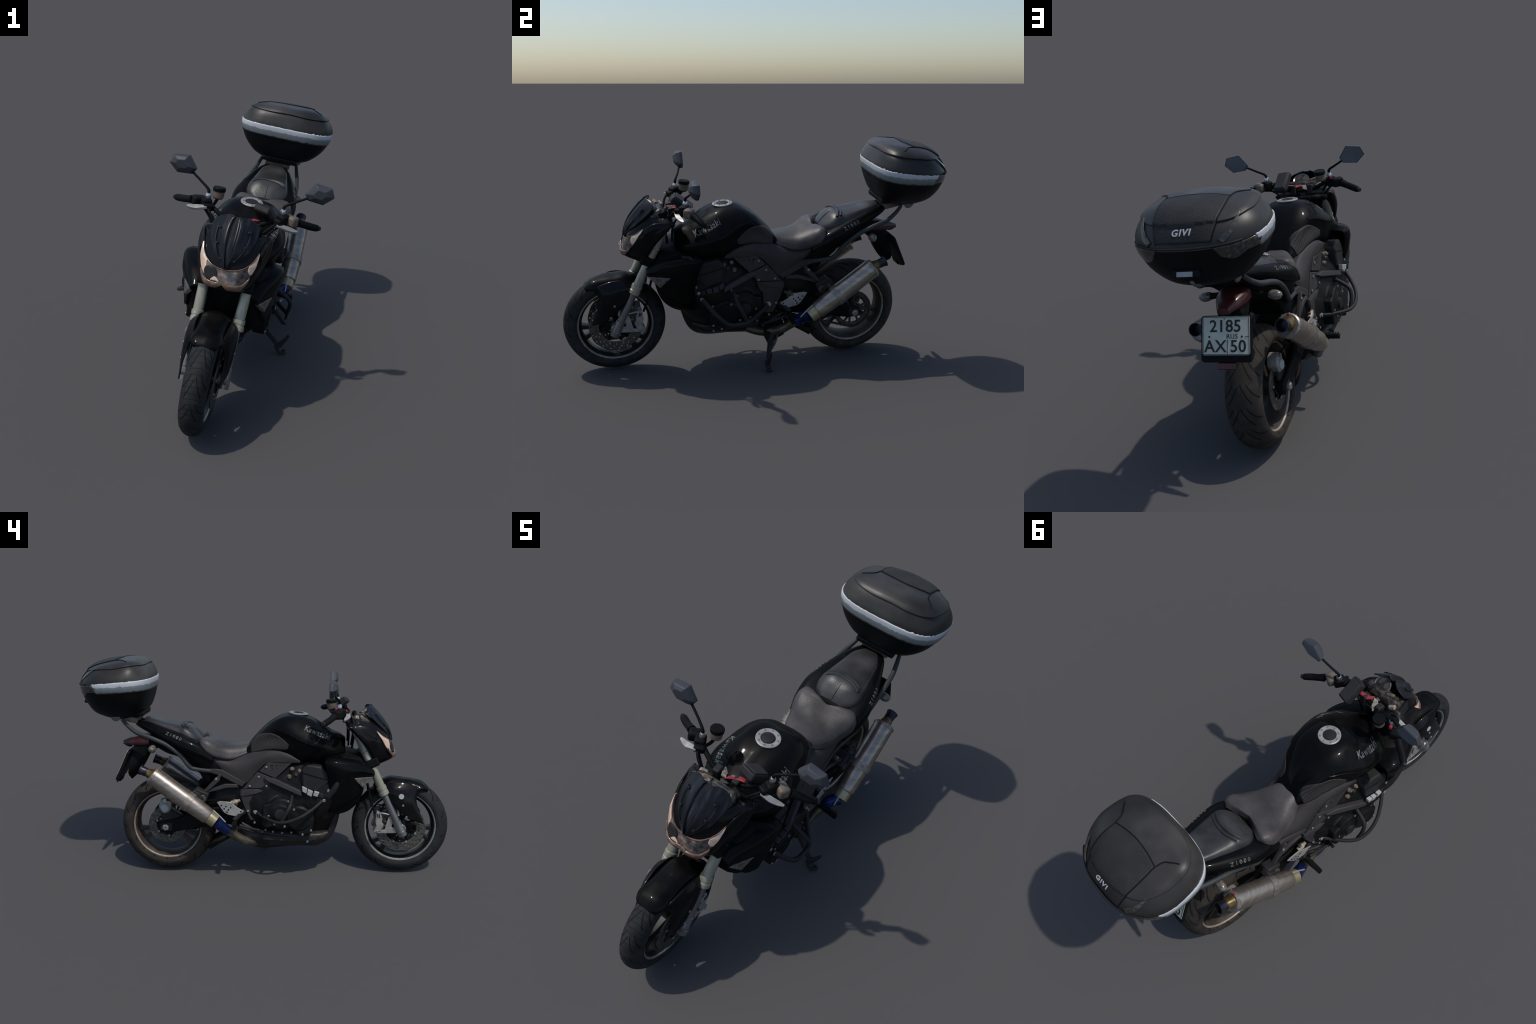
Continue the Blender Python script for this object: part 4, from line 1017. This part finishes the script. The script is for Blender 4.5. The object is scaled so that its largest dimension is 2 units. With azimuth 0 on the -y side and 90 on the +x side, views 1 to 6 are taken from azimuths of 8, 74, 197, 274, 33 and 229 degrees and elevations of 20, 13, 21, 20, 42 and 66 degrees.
# ------------------------------------------------------------------ frame covers (both sides)
for s in (1, -1):
    rows = [[(.062, .292, .680), (.115, .292, .672), (.124, .285, .655), (.118, .268, .632)],
            [(.07, .241, .665), (.108, .241, .655), (.126, .235, .63), (.122, .222, .592)],
            [(.07, .179, .652), (.104, .179, .645), (.128, .172, .61), (.124, .155, .548)],
            [(.07, .113, .668), (.104, .113, .660), (.130, .108, .615), (.126, .098, .513)],
            [(.08, .055, .688), (.110, .055, .680), (.134, .05, .635), (.128, .043, .575)],
            [(.09, -.020, .708), (.122, -.022, .698), (.140, -.022, .67), (.136, -.018, .632)],
            [(.10, -.075, .712), (.130, -.078, .702), (.146, -.085, .68), (.145, -.08, .636)],
            [(.11, -.125, .698), (.138, -.13, .688), (.152, -.14, .668), (.150, -.14, .638)],
            [(.12, -.185, .662), (.145, -.19, .655), (.152, -.195, .648), (.150, -.195, .638)]]
    cov = panel("frame_cover", rows, "frame", 44, 22, 0.012, side=s, amp=0.001)
    pf = plate("dimpled_cover", [(-.024, .638, .140), (-.158, .644, .150), (-.064, .552, .150), (.026, .588, .136)], .14, .012, "frame", s, cov, 0.003)
    for (y, z) in ((-.044, .624), (-.069, .624), (-.093, .624), (-.117, .625), (-.050, .606), (-.075, .606), (-.099, .608), (-.056, .589), (-.081, .589), (-.064, .573)):
        turned("dimple", [(0, 0.0062), (0.002, 0.0055), (0.0012, 0.0045), (-0.001, 0)], (0.1415 * s + 0.0055 * s * min(1, max(0, -y / 0.12)), y, z - 0.003), (s, 0, 0), "dark_grey", pf, n=14)
    bk = plate("frame_bracket", [(.033, .584, .134), (-.052, .552, .150), (-.025, .502, .150), (.115, .489, .132)], .14, .014, "frame", s, cov, 0.003)
    for (y, z, x) in ((-.016, .612, .141), (.026, .558, .138), (.075, .507, .138), (-.016, .510, .150), (.086, .370, .142), (.05, .306, .142)):
        bolt((x * s, y, z), (s, 0, 0), 0.0065, bk)
    plate("engine_guard_arm", [(.0, .556, .146), (-.056, .556, .158), (-.205, .498, .205), (-.205, .470, .207), (-.16, .487, .20), (-.02, .538, .156)], .17, .03, "frame", s, cov, 0.005)
    plate("pivot_cover", [(.124, .486, .134), (-.024, .496, .146), (-.008, .452, .147), (.012, .432, .146), (.014, .345, .146), (.03, .315, .144), (.075, .318, .140), (.094, .36, .138), (.112, .406, .136), (.130, .462, .134)], .14, .02, "frame", s, cov, 0.004)
    # faceted ridge on the pivot cover
    plate("pivot_ridge", [(.122, .478, .137), (-.015, .490, .150), (.04, .468, .150), (.125, .448, .138)], .14, .008, "frame", s, cov, 0.002)
    # winglets at the end of the arm; the left side's shade is painted in
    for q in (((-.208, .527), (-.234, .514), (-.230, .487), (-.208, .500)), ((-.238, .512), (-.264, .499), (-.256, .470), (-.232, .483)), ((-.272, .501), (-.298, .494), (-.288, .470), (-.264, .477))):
        plate("winglet", [(y, z, 0.213 + 0.12 * (z - 0.50)) for y, z in q], .21, .02, "winglet" if s < 0 else "winglet_shade", s, cov, 0.002)
    plate("winglet_end", [(-.302, .492), (-.325, .480), (-.315, .458), (-.292, .468)], .20, .02, "dark_grey", s, cov, 0.003)
    # passenger peg hanger: Y shaped casting
    hang = plate("peg_hanger", [(.30, .600), (.225, .594), (.10, .523), (.115, .500), (.145, .512), (.235, .560), (.295, .578)], .13, .025, "frame", s, cov, 0.004)
    plate("hanger_arm", [(.145, .516), (.135, .497), (.20, .494), (.316, .462), (.325, .474), (.21, .515)], .135, .02, "frame", s, hang, 0.004)
    plate("hanger_arm", [(.228, .572), (.240, .570), (.326, .478), (.318, .466), (.285, .49), (.236, .535)], .142, .02, "frame", s, hang, 0.004)
    bolt((0.1425 * s, 0.255, 0.545), (s, 0, 0), 0.008, hang)
    turned("muffler_mount", [(0, 0.022), (0.03, 0.022), (0.034, 0.018), (0.034, 0.008), (0.028, 0.007), (0.028, 0)], (0.135 * s, 0.33, 0.44), (s, 0, 0), "chain", hang, n=20)
    tube("folded_peg", [(0.15 * s, 0.345, 0.455), (0.165 * s, 0.362, 0.462), (0.17 * s, 0.372, 0.452)], 0.013, "chain", hang, n=10)
    block("hanger_foot", (0.13 * s, 0.34, 0.455), (0.06, 0.08, 0.06), "dark_grey", (0.4, 0, 0), hang, 0.01)

# ------------------------------------------------------------------ radiator shrouds with indicators
for s in (1, -1):
    rows = [[(.105, -.585, .598), (.135, -.588, .592), (.150, -.588, .582), (.148, -.586, .576), (.152, -.585, .570)],
            [(.10, -.55, .632), (.150, -.555, .620), (.172, -.553, .594), (.162, -.552, .578), (.166, -.545, .535)],
            [(.10, -.51, .655), (.172, -.512, .642), (.196, -.510, .604), (.186, -.510, .575), (.172, -.515, .485)],
            [(.10, -.46, .670), (.195, -.462, .657), (.220, -.458, .612), (.210, -.460, .560), (.185, -.475, .445)],
            [(.11, -.41, .680), (.212, -.41, .667), (.233, -.408, .622), (.218, -.412, .545), (.192, -.43, .42)],
            [(.12, -.365, .680), (.216, -.365, .670), (.236, -.365, .632), (.216, -.378, .53), (.19, -.385, .395)],
            [(.125, -.33, .672), (.200, -.325, .664), (.222, -.325, .644), (.20, -.350, .52), (.178, -.35, .375)]]
    if s > 0:
        rows = [[(x - max(0, (x - 0.16)) * 0.12, y, z) for x, y, z in r] for r in rows]
    sh = panel("radiator_shroud", rows, "paint", 34, 26, 0.01, side=s, amp=0.003)
    plate("front_indicator", [(-.582, .566, .158), (-.474, .570, .203), (-.525, .512, .183)], .18, .022, "shroud_lens", s, sh, 0.004)
    kx = 1.0 if s < 0 else 0.97
    plate("shroud_wing_edge", [(-.335, .662, .20 * kx), (-.43, .645, .216 * kx), (-.48, .605, .206 * kx), (-.40, .615, .222 * kx)], .2, .012, "cowl", s, sh, 0.004)
body("radiator", [
    [(0, -.545, .60), (.08, -.545, .60), (.135, -.545, .595), (.145, -.545, .58), (.10, -.545, .565), (0, -.545, .56)],
    [(0, -.52, .66), (.08, -.52, .66), (.145, -.52, .64), (.165, -.52, .56), (.12, -.52, .45), (0, -.52, .43)],
    [(0, -.46, .68), (.08, -.46, .68), (.165, -.46, .66), (.185, -.46, .55), (.14, -.46, .39), (0, -.46, .355)],
    [(0, -.39, .68), (.08, -.39, .68), (.17, -.39, .66), (.19, -.39, .54), (.15, -.39, .37), (0, -.385, .325)],
    [(0, -.33, .67), (.08, -.33, .67), (.15, -.33, .65), (.165, -.33, .53), (.14, -.34, .37), (0, -.35, .31)],
], "black", 30, 20, amp=0.002)

# ------------------------------------------------------------------ engine
eng = body("engine", [
    S(-0.40, [(0, .60), (.10, .59), (.15, .54), (.150, .43), (.08, .34), (0, .31)]),
    S(-0.35, [(0, .64), (.10, .62), (.17, .56), (.180, .42), (.085, .27), (0, .22)]),
    S(-0.27, [(0, .66), (.10, .65), (.165, .58), (.187, .40), (.095, .24), (0, .19)]),
    S(-0.18, [(0, .66), (.09, .65), (.14, .58), (.183, .40), (.10, .24), (0, .19)]),
    S(-0.08, [(0, .66), (.08, .65), (.12, .58), (.175, .38), (.11, .24), (0, .185)]),
    S(0.0, [(0, .66), (.08, .65), (.11, .58), (.155, .37), (.10, .25), (0, .19)]),
    S(0.08, [(0, .66), (.08, .64), (.10, .56), (.125, .38), (.09, .26), (0, .21)]),
    S(0.14, [(0, .65), (.06, .62), (.085, .54), (.10, .40), (.07, .30), (0, .27)]),
    S(0.20, [(0, .62), (.04, .60), (.06, .54), (.07, .44), (.05, .36), (0, .34)]),
], "engine", 50, 26, amp=0.006, freq=22)
for s in (1, -1):
    # faceted side cover box beside the cylinder head
    F = [(-.204, .610), (-.228, .640), (-.308, .628), (-.362, .573), (-.358, .548), (-.312, .515), (-.293, .488), (-.208, .512)]
    cyl = plate("cylinder_cover", [(y, z, .185) for y, z in F], .185, .09, "dark_grey", s, eng, 0.010, 3)
    tube("cover_seam", [(0.1865 * s, -.205, .598), (0.1868 * s, -.28, .575), (0.1865 * s, -.358, .555)], 0.002, "black", cyl, n=6)
    bolt((0.186 * s, -.345, .50), (s, 0, 0), 0.008, cyl)
    tube("coolant_hose", [(0.17 * s, -.375, .585), (0.19 * s, -.39, .55), (0.19 * s, -.375, .51), (0.18 * s, -.345, .465)], 0.017, "dark_grey", eng, n=12)
    # throttle bodies / injectors between frame and head
    for k, (y, z) in enumerate(((-.15, .60), (-.17, .575), (-.135, .565), (-.175, .545), (-.19, .60))):
        turned("injector", [(0, 0.011), (0.02, 0.012), (0.026, 0.008), (0.03, 0.008), (0.03, 0)], (0.12 * s, y, z), (s, -0.2, 0.35 - 0.2 * k), "chain" if k % 2 else "tan", eng, n=14)
    # crankcase covers
    turned("crankcase_cover", [(0, 0.085), (0.03, 0.083), (0.038, 0.075), (0.042, 0.05), (0.046, 0.045), (0.05, 0.0)], (0.152 * s, -.10, .37), (s, 0, 0), "engine", eng, n=40)
    turned("crank_cap", [(0, 0.03), (0.012, 0.028), (0.014, 0.02), (0.014, 0)], (0.198 * s, -.09, .372), (s, 0, 0), "dark_grey", eng, n=24)
    turned("clutch_cover", [(0, 0.07), (0.028, 0.068), (0.036, 0.058), (0.038, 0.0)], (0.168 * s, -.19, .35), (s, 0, 0), "engine", eng, n=36)
    plate("sprocket_cover", [(.0, .42), (-.06, .43), (-.075, .36), (-.06, .30), (-.01, .29), (.005, .31)], .188, .06, "engine", s, eng, 0.008, 3)
    plate("sump_cover", [(-.19, .40), (-.26, .40), (-.272, .35), (-.26, .27), (-.20, .25), (-.16, .29)], .195, .06, "engine", s, eng, 0.008, 3)
    for (y, z, x) in ((-.26, .392, .195), (-.20, .392, .195), (-.255, .285, .195), (-.21, .262, .195), (-.15, .262, .158), (-.10, .258, .155), (-.05, .262, .148), (-.01, .27, .142), (-.135, .44, .19), (-.03, .36, .188), (-.06, .315, .188), (-.165, .40, .202), (-.115, .305, .196)):
        bolt((x * s, y, z), (s, 0, 0), 0.0062, eng)
    tube("starter_pipe", [(0.15 * s, -.03, .43), (0.155 * s, -.06, .455), (0.15 * s, -.10, .47), (0.14 * s, -.13, .48)], 0.008, "dark_grey", eng, n=8)
    # crash bar with a diagonal brace
    crash = tube("crash_bar", ([(0.150 * s, .040, .368), (0.18 * s, .005, .35), (0.225 * s, -.045, .336), (0.262 * s, -.09, .328), (0.268 * s, -.14, .322), (0.262 * s, -.195, .325), (0.243 * s, -.255, .375), (0.205 * s, -.32, .45)] if s > 0 else [(0.150 * s, .040, .368), (0.18 * s, .01, .355), (0.235 * s, -.04, .345), (0.270 * s, -.09, .342), (0.281 * s, -.15, .355), (0.270 * s, -.215, .382), (0.24 * s, -.27, .415), (0.205 * s, -.315, .448)]), 0.0115 if s > 0 else 0.009, "dark_grey", n=10, samples=60)
    tube("crash_brace", [(0.262 * s, -.095, .332), (0.270 * s, -.125, .39), (0.255 * s, -.145, .43), (0.19 * s, -.155, .470), (0.15 * s, -.155, .48)], 0.010, "dark_grey", crash, n=10, samples=30)
    turned("crash_bar_bolt", [(0, 0.014), (0.012, 0.014), (0.014, 0.010), (0.02, 0.010), (0.022, 0.006), (0.022, 0)], (0.14 * s, .042, .368), (s, 0, 0), "silver", crash, n=20)
    for p in ((0.212, -.322, .45), (0.198, -.335, .478), (0.182, -.16, .474)):
        bolt((p[0] * s, p[1], p[2]), (s, 0, 0), 0.009, crash)
# header pipes, collector and belly
for k in range(4):
    x = -0.092 + 0.048 * k
    tube("header_pipe", [(x, -.36, .46), (x, -.39, .42), (x, -.385, .35), (x * 0.95, -.362, .265), (x * 0.9, -.325, .212), (x * 0.8, -.26, .188), (x * 0.6, -.16, .183)], 0.022, "header", eng, n=14, samples=40)
belly = body("belly_collector", [
    S(-0.345, [(0, .265), (0.054, .265), (0.086, .255), (0.090, .235), (0.063, .208), (0, .20)]),
    S(-0.29, [(0, .26), (0.073, .26), (0.112, .245), (0.112, .21), (0.073, .172), (0, .163)]),
    S(-0.20, [(0, .27), (0.073, .27), (0.118, .245), (0.116, .205), (0.073, .172), (0, .162)]),
    S(-0.09, [(0, .27), (0.073, .27), (0.112, .24), (0.107, .195), (0.063, .160), (0, .152)]),
    S(0.02, [(0, .27), (0.063, .27), (0.099, .235), (0.090, .185), (0.054, .148), (0, .142)]),
    S(0.09, [(0, .27), (0.054, .27), (0.081, .245), (0.077, .20), (0.045, .162), (0, .155)]),
    S(0.15, [(0, .28), (0.045, .28), (0.063, .26), (0.058, .22), (0.036, .19), (0, .185)]),
], "header", 40, 20, amp=0.003)
for s in (1, -1):
    plate("belly_guard", [(.02, .245), (-.06, .235), (-.17, .235), (-.245, .248), (-.29, .218), (-.25, .206), (-.10, .205), (.01, .21)], .122, .025, "dark_grey", s, belly, 0.006)
    bolt((0.123 * s, -.235, .208), (s, 0, 0), 0.007, belly)
    # exhaust: belly pipe, blued collar, two-stage titanium silencer
    ex = tube("exhaust_pipe", [(0.02 * s, -.09, .205), (0.08 * s, .02, .182), (0.13 * s, .11, .205), (0.15 * s, .165, .243), (0.168 * s, .195, .268)], 0.025, "pipe", n=18, samples=36)
    dz = 0.006 if s < 0 else -0.006
    A0, A1 = Vector(((0.199 if s < 0 else 0.212) * s, .292, .346 + dz)), Vector(((0.183 if s < 0 else 0.199) * s, .592, .566 + dz))
    ax = (A1 - A0).normalized()
    up_ = Vector((0, 0, 1))
    tube("blued_pipe", [(0.165 * s, .19, .264), (0.182 * s, .225, .294), A0 - ax * 0.045], [0.026, 0.029, 0.031], "blue", ex, n=20, samples=14)
    turned("exhaust_collar", [(-0.048, 0.031), (-0.046, 0.036), (-0.02, 0.038), (0.0, 0.038), (0.0, 0.0)], A0, ax, "ring", ex, n=28)
    L = (A1 - A0).length
    muf = turned("silencer", [(-0.004, 0.0), (-0.004, 0.036), (0.0, 0.043), (0.012, 0.046), (0.10, 0.0495), (0.128, 0.051), (0.165, 0.052), (L - 0.03, 0.051), (L - 0.008, 0.0505), (L, 0.047), (L, 0.0)],
                 A0, ax, "titan", ex, n=40)
    turned("silencer_clamp", [(0, 0.050), (0, 0.0545), (0.034, 0.0555), (0.034, 0.051)], A0 + ax * 0.118, ax, "titan_clamp", muf, n=40)
    turned("end_cap_ring", [(0, 0.050), (0, 0.0525), (0.012, 0.052), (0.018, 0.046), (0.018, 0.03)], A1 - ax * 0.014, ax, "titan_clamp", muf, n=40)
    t0 = A1 + Vector((0.0, 0, 0.004)); tx = (ax + Vector((0, 0.12, -0.22))).normalized()
    turned("exhaust_tip", [(-0.005, 0.034), (0.012, 0.028), (0.03, 0.024), (0.058, 0.025), (0.072, 0.029), (0.072, 0.026), (0.02, 0.02), (0.02, 0)], t0, tx, "tip", muf, n=28, mats=["tip", "tip_gold"], seg_mat=[1, 1, 0, 0, 0, 0, 0, 0])
    u2 = ax.cross(Vector((s, 0, 0))).normalized()
    if u2.z < 0: u2 = -u2
    for k in range(10):
        a = 2 * math.pi * k / 10
        d = u2 * math.cos(a) + ax.cross(u2) * math.sin(a)
        bolt(A1 - ax * 0.006 + d * 0.052, d, 0.003, muf, 0.0025)
    block("red_tag_dot", A1 + u2 * 0.045 + ax * 0.002, (0.012, 0.012, 0.01), "red", (0.5, 0, 0), muf, 0.003)
    tube("exhaust_spring", [A0 + u2 * 0.043 + ax * 0.0, A0 + u2 * 0.038 - ax * 0.045, A0 + u2 * 0.030 - ax * 0.09], 0.004, "silver", ex, n=8)
    plate("clamp_strap", [(.345, .475), (.372, .490), (.395, .470), (.368, .45), (.34, .43), (.325, .445)], .175, .05, "dark_grey", s, muf, 0.005)

# ------------------------------------------------------------------ swingarm, chain, rear brake, pegs, stand
for s in (1, -1):
    xs = 0.115
    arm = plate("swingarm", [(.08, .385), (.16, .40), (.30, .375), (.42, .335), (.515, .305), (.572, .295), (.585, .262), (.572, .238), (.51, .236), (.36, .262), (.22, .285), (.12, .30), (.08, .33)], xs, .035, "black", s, None, 0.010, 3)
    plate("axle_block", [(.505, .292), (.565, .285), (.572, .250), (.51, .245)], xs + 0.006, .01, "dark_grey", s, arm, 0.003)
    # aluminium heel plate; thin black discs laid on it stand in for holes
    hp = plate("heel_plate", [(.253, .419), (.235, .425), (.180, .421), (.143, .392), (.107, .371), (.135, .338), (.195, .350), (.215, .362)], .152, .006, "silver", s, None, 0.002)
    for (y, z) in ((.228, .402), (.203, .396), (.213, .384), (.190, .378), (.178, .390), (.198, .365), (.122, .369), (.137, .352)):
        turned("hole_disc", [(0, 0.0042), (0.001, 0.0042), (0.001, 0)], (0.1523 * s, y, z), (s, 0, 0), "black", hp, n=12)
    tube("peg_bracket", [(0.135 * s, .10, .37), (0.14 * s, .135, .345), (0.15 * s, .16, .318)], [0.016, 0.015, 0.014], "dark_grey", hp, n=10)
    peg = tube("foot_peg", [(0.15 * s, .155, .315), (0.20 * s, .152, .312), (0.262 * s, .148, .307)], [0.012, 0.014, 0.012], "black", hp, n=8)
    for k in range(6):
        x = 0.195 + 0.012 * k
        block("peg_rib", (x * s, .152, .322), (0.006, 0.026, 0.006), "black", (0, 0, 0), peg, 0.001)
    turned("master_cylinder", [(0, 0.013), (0.03, 0.013), (0.035, 0.009), (0.05, 0.008), (0.05, 0)], (0.14 * s, .175, .412), (0.0, -1, 0.35), "beige" if s < 0 else "chain", hp, n=14)
    block("master_bracket", (0.135 * s, .155, .415), (0.02, 0.035, 0.035), "chain", (0.3, 0, 0), hp, 0.005)
    tube("pedal", [(0.16 * s, .13, .295), (0.165 * s, .05, .275), (0.17 * s, .01, .27), (0.195 * s, .005, .27)], [0.008, 0.007, 0.007, 0.009], "dark_grey", hp, n=8)
    tube("linkage_rod", [(0.13 * s, .12, .30), (0.14 * s, .04, .26), (0.13 * s, .01, .25)], 0.006, "chain", hp, n=8)
body("shock_linkage", [
    S(0.10, [(0, .60), (.04, .595), (.07, .56), (.10, .42), (.07, .27), (0, .25)]),
    S(0.18, [(0, .58), (.04, .575), (.075, .54), (.11, .42), (.08, .28), (0, .26)]),
    S(0.26, [(0, .55), (.04, .545), (.075, .52), (.105, .42), (.07, .30), (0, .28)]),
    S(0.31, [(0, .50), (.03, .498), (.06, .48), (.09, .41), (.06, .33), (0, .32)]),
], "engine", 20, 16, amp=0.003)
# swingarm underside hugger between pipes and tyre (dusty)
panel("tyre_hugger", [[(0.0, .17, .20), (.04, .17, .20), (.06, .175, .215)], [(0.0, .225, .172), (.05, .225, .172), (.08, .22, .195)], [(0.0, .27, .145), (.05, .27, .145), (.085, .265, .175)], [(0.0, .31, .12), (.05, .31, .12), (.08, .305, .15)]], "hugger", 16, 14, 0.02, mirror=True)
# chain: two runs of plates
links = []
vs, fs = [], []
def add_box(c, sz, ang):
    b = len(vs)
    R = Matrix.Rotation(ang, 3, "X")
    for z in (-1, 1):
        for x, y in ((-1, -1), (1, -1), (1, 1), (-1, 1)):
            vs.append(Vector(c) + R @ Vector((x * sz[0] / 2, y * sz[1] / 2, z * sz[2] / 2)))
    for f in ((0, 1, 2, 3), (4, 5, 6, 7), (0, 1, 5, 4), (1, 2, 6, 5), (2, 3, 7, 6), (3, 0, 4, 7)):
        fs.append(tuple(b + k for k in f))
for (y0, z0, y1, z1) in ((0.06, .40, .541, .372), (0.06, .31, .541, .163)):
    nl = 36
    for k in range(nl):
        f = (k + 0.5) / nl
        add_box((0.078, y0 + (y1 - y0) * f, z0 + (z1 - z0) * f), (0.014 if k % 2 else 0.009, 0.0115, 0.010), math.atan2(z1 - z0, y1 - y0))
for k in range(24):
    a = math.radians(-90 + 180 * (k + 0.5) / 24)
    add_box((0.078, RY + 0.105 * math.cos(a), RZ + 0.105 * math.sin(a)), (0.014 if k % 2 else 0.009, 0.0115, 0.010), a + math.pi / 2)
ch = make("drive_chain", vs, fs, "chain", None, smooth=False); ch["kind"] = "stuff"
plate("chain_guard", [(.24, .41), (.34, .43), (.46, .41), (.52, .385), (.515, .375), (.40, .392), (.26, .388)], .095, .035, "black", 1, None, 0.005)
# rear caliper above the disc, right side
rc = plate("rear_caliper", [(.570, .418), (.535, .425), (.508, .405), (.515, .36), (.53, .342), (.56, .338), (.582, .378)], .105, .05, "caliper", -1, None, 0.008, 3)
turned("caliper_piston", [(0, 0.023), (0.008, 0.023), (0.012, 0.018), (0.012, 0)], (-0.103, .545, .372), (-1, 0, 0), "winglet", rc, n=24)
turned("hose_banjo", [(0, 0.009), (0.012, 0.009), (0.012, 0)], (-0.10, .545, .413), (-1, 0, 0.2), "ring", rc, n=14)
tube("rear_brake_hose", [(-0.10, .54, .415), (-0.11, .48, .42), (-0.11, .40, .40), (-0.115, .30, .42), (-0.125, .22, .42)], 0.005, "black", rc, n=8)
plate("caliper_carrier", [(.541, .29), (.575, .31), (.565, .36), (.52, .36), (.47, .33), (.44, .31), (.45, .295)], .095, .012, "dark_grey", -1, rc, 0.004)
# side stand, left
stand = tube("side_stand", [(0.105, .085, .205), (0.13, .072, .165), (0.18, .05, .13), (0.225, .032, .10), (0.258, .022, .07)], [0.022, 0.019, 0.014, 0.013, 0.014], "dark_grey", n=12, samples=30)
panel("stand_foot", [[(0.235, .008, .088), (0.245, .022, .083), (0.24, .038, .088)], [(0.262, .006, .062), (0.272, .02, .056), (0.268, .036, .062)], [(0.285, .012, .066), (0.29, .022, .062), (0.288, .032, .066)]], "dark_grey", 10, 8, 0.014, stand)
tube("stand_tab", [(0.25, .022, .085), (0.272, .026, .115), (0.292, .028, .155)], [0.014, 0.011, 0.007], "dark_grey", stand, n=8)
plate("stand_bracket", [(.14, .25), (.05, .255), (.03, .205), (.05, .165), (.10, .155), (.135, .19)], .118, .03, "black", 1, stand, 0.006)
plate("stand_web", [(.145, .20), (.03, .20), (.035, .165), (.058, .118), (.072, .12), (.10, .155), (.14, .175)], .135, .03, "hugger", 1, stand, 0.006)
tube("stand_spring", [(0.13, .11, .20), (0.165, .085, .155), (0.19, .06, .128)], 0.006, "chain", stand, n=8)

# the engine sits a little to the right of the wheel plane
eng.location.x = -0.014
belly.location.x = -0.036
tail.location.x = -0.005
for ob in bpy.context.scene.objects:
    if ob.name.startswith(("winglet", "engine_guard_arm")):
        ob.location.x = -0.008
# ------------------------------------------------------------------ place the bike: lean on the stand
ROOT.matrix_world = Matrix.Translation((X0, 0, 0)) @ Matrix.Rotation(YAW, 4, "Z") @ Matrix.Rotation(LEAN, 4, "Y")
# drop it so that the lowest point touches the ground
bpy.context.view_layer.update()
dg = bpy.context.evaluated_depsgraph_get()
zmin = 1e9
for ob in bpy.context.scene.objects:
    if ob.type == "MESH":
        ev = ob.evaluated_get(dg)
        mw = ob.matrix_world
        me = ev.to_mesh()
        for v in me.vertices:
            z = (mw @ v.co).z
            if z < zmin: zmin = z
        ev.to_mesh_clear()
ROOT.matrix_world = Matrix.Translation((0, 0, -zmin)) @ ROOT.matrix_world
print("zmin shift", zmin)
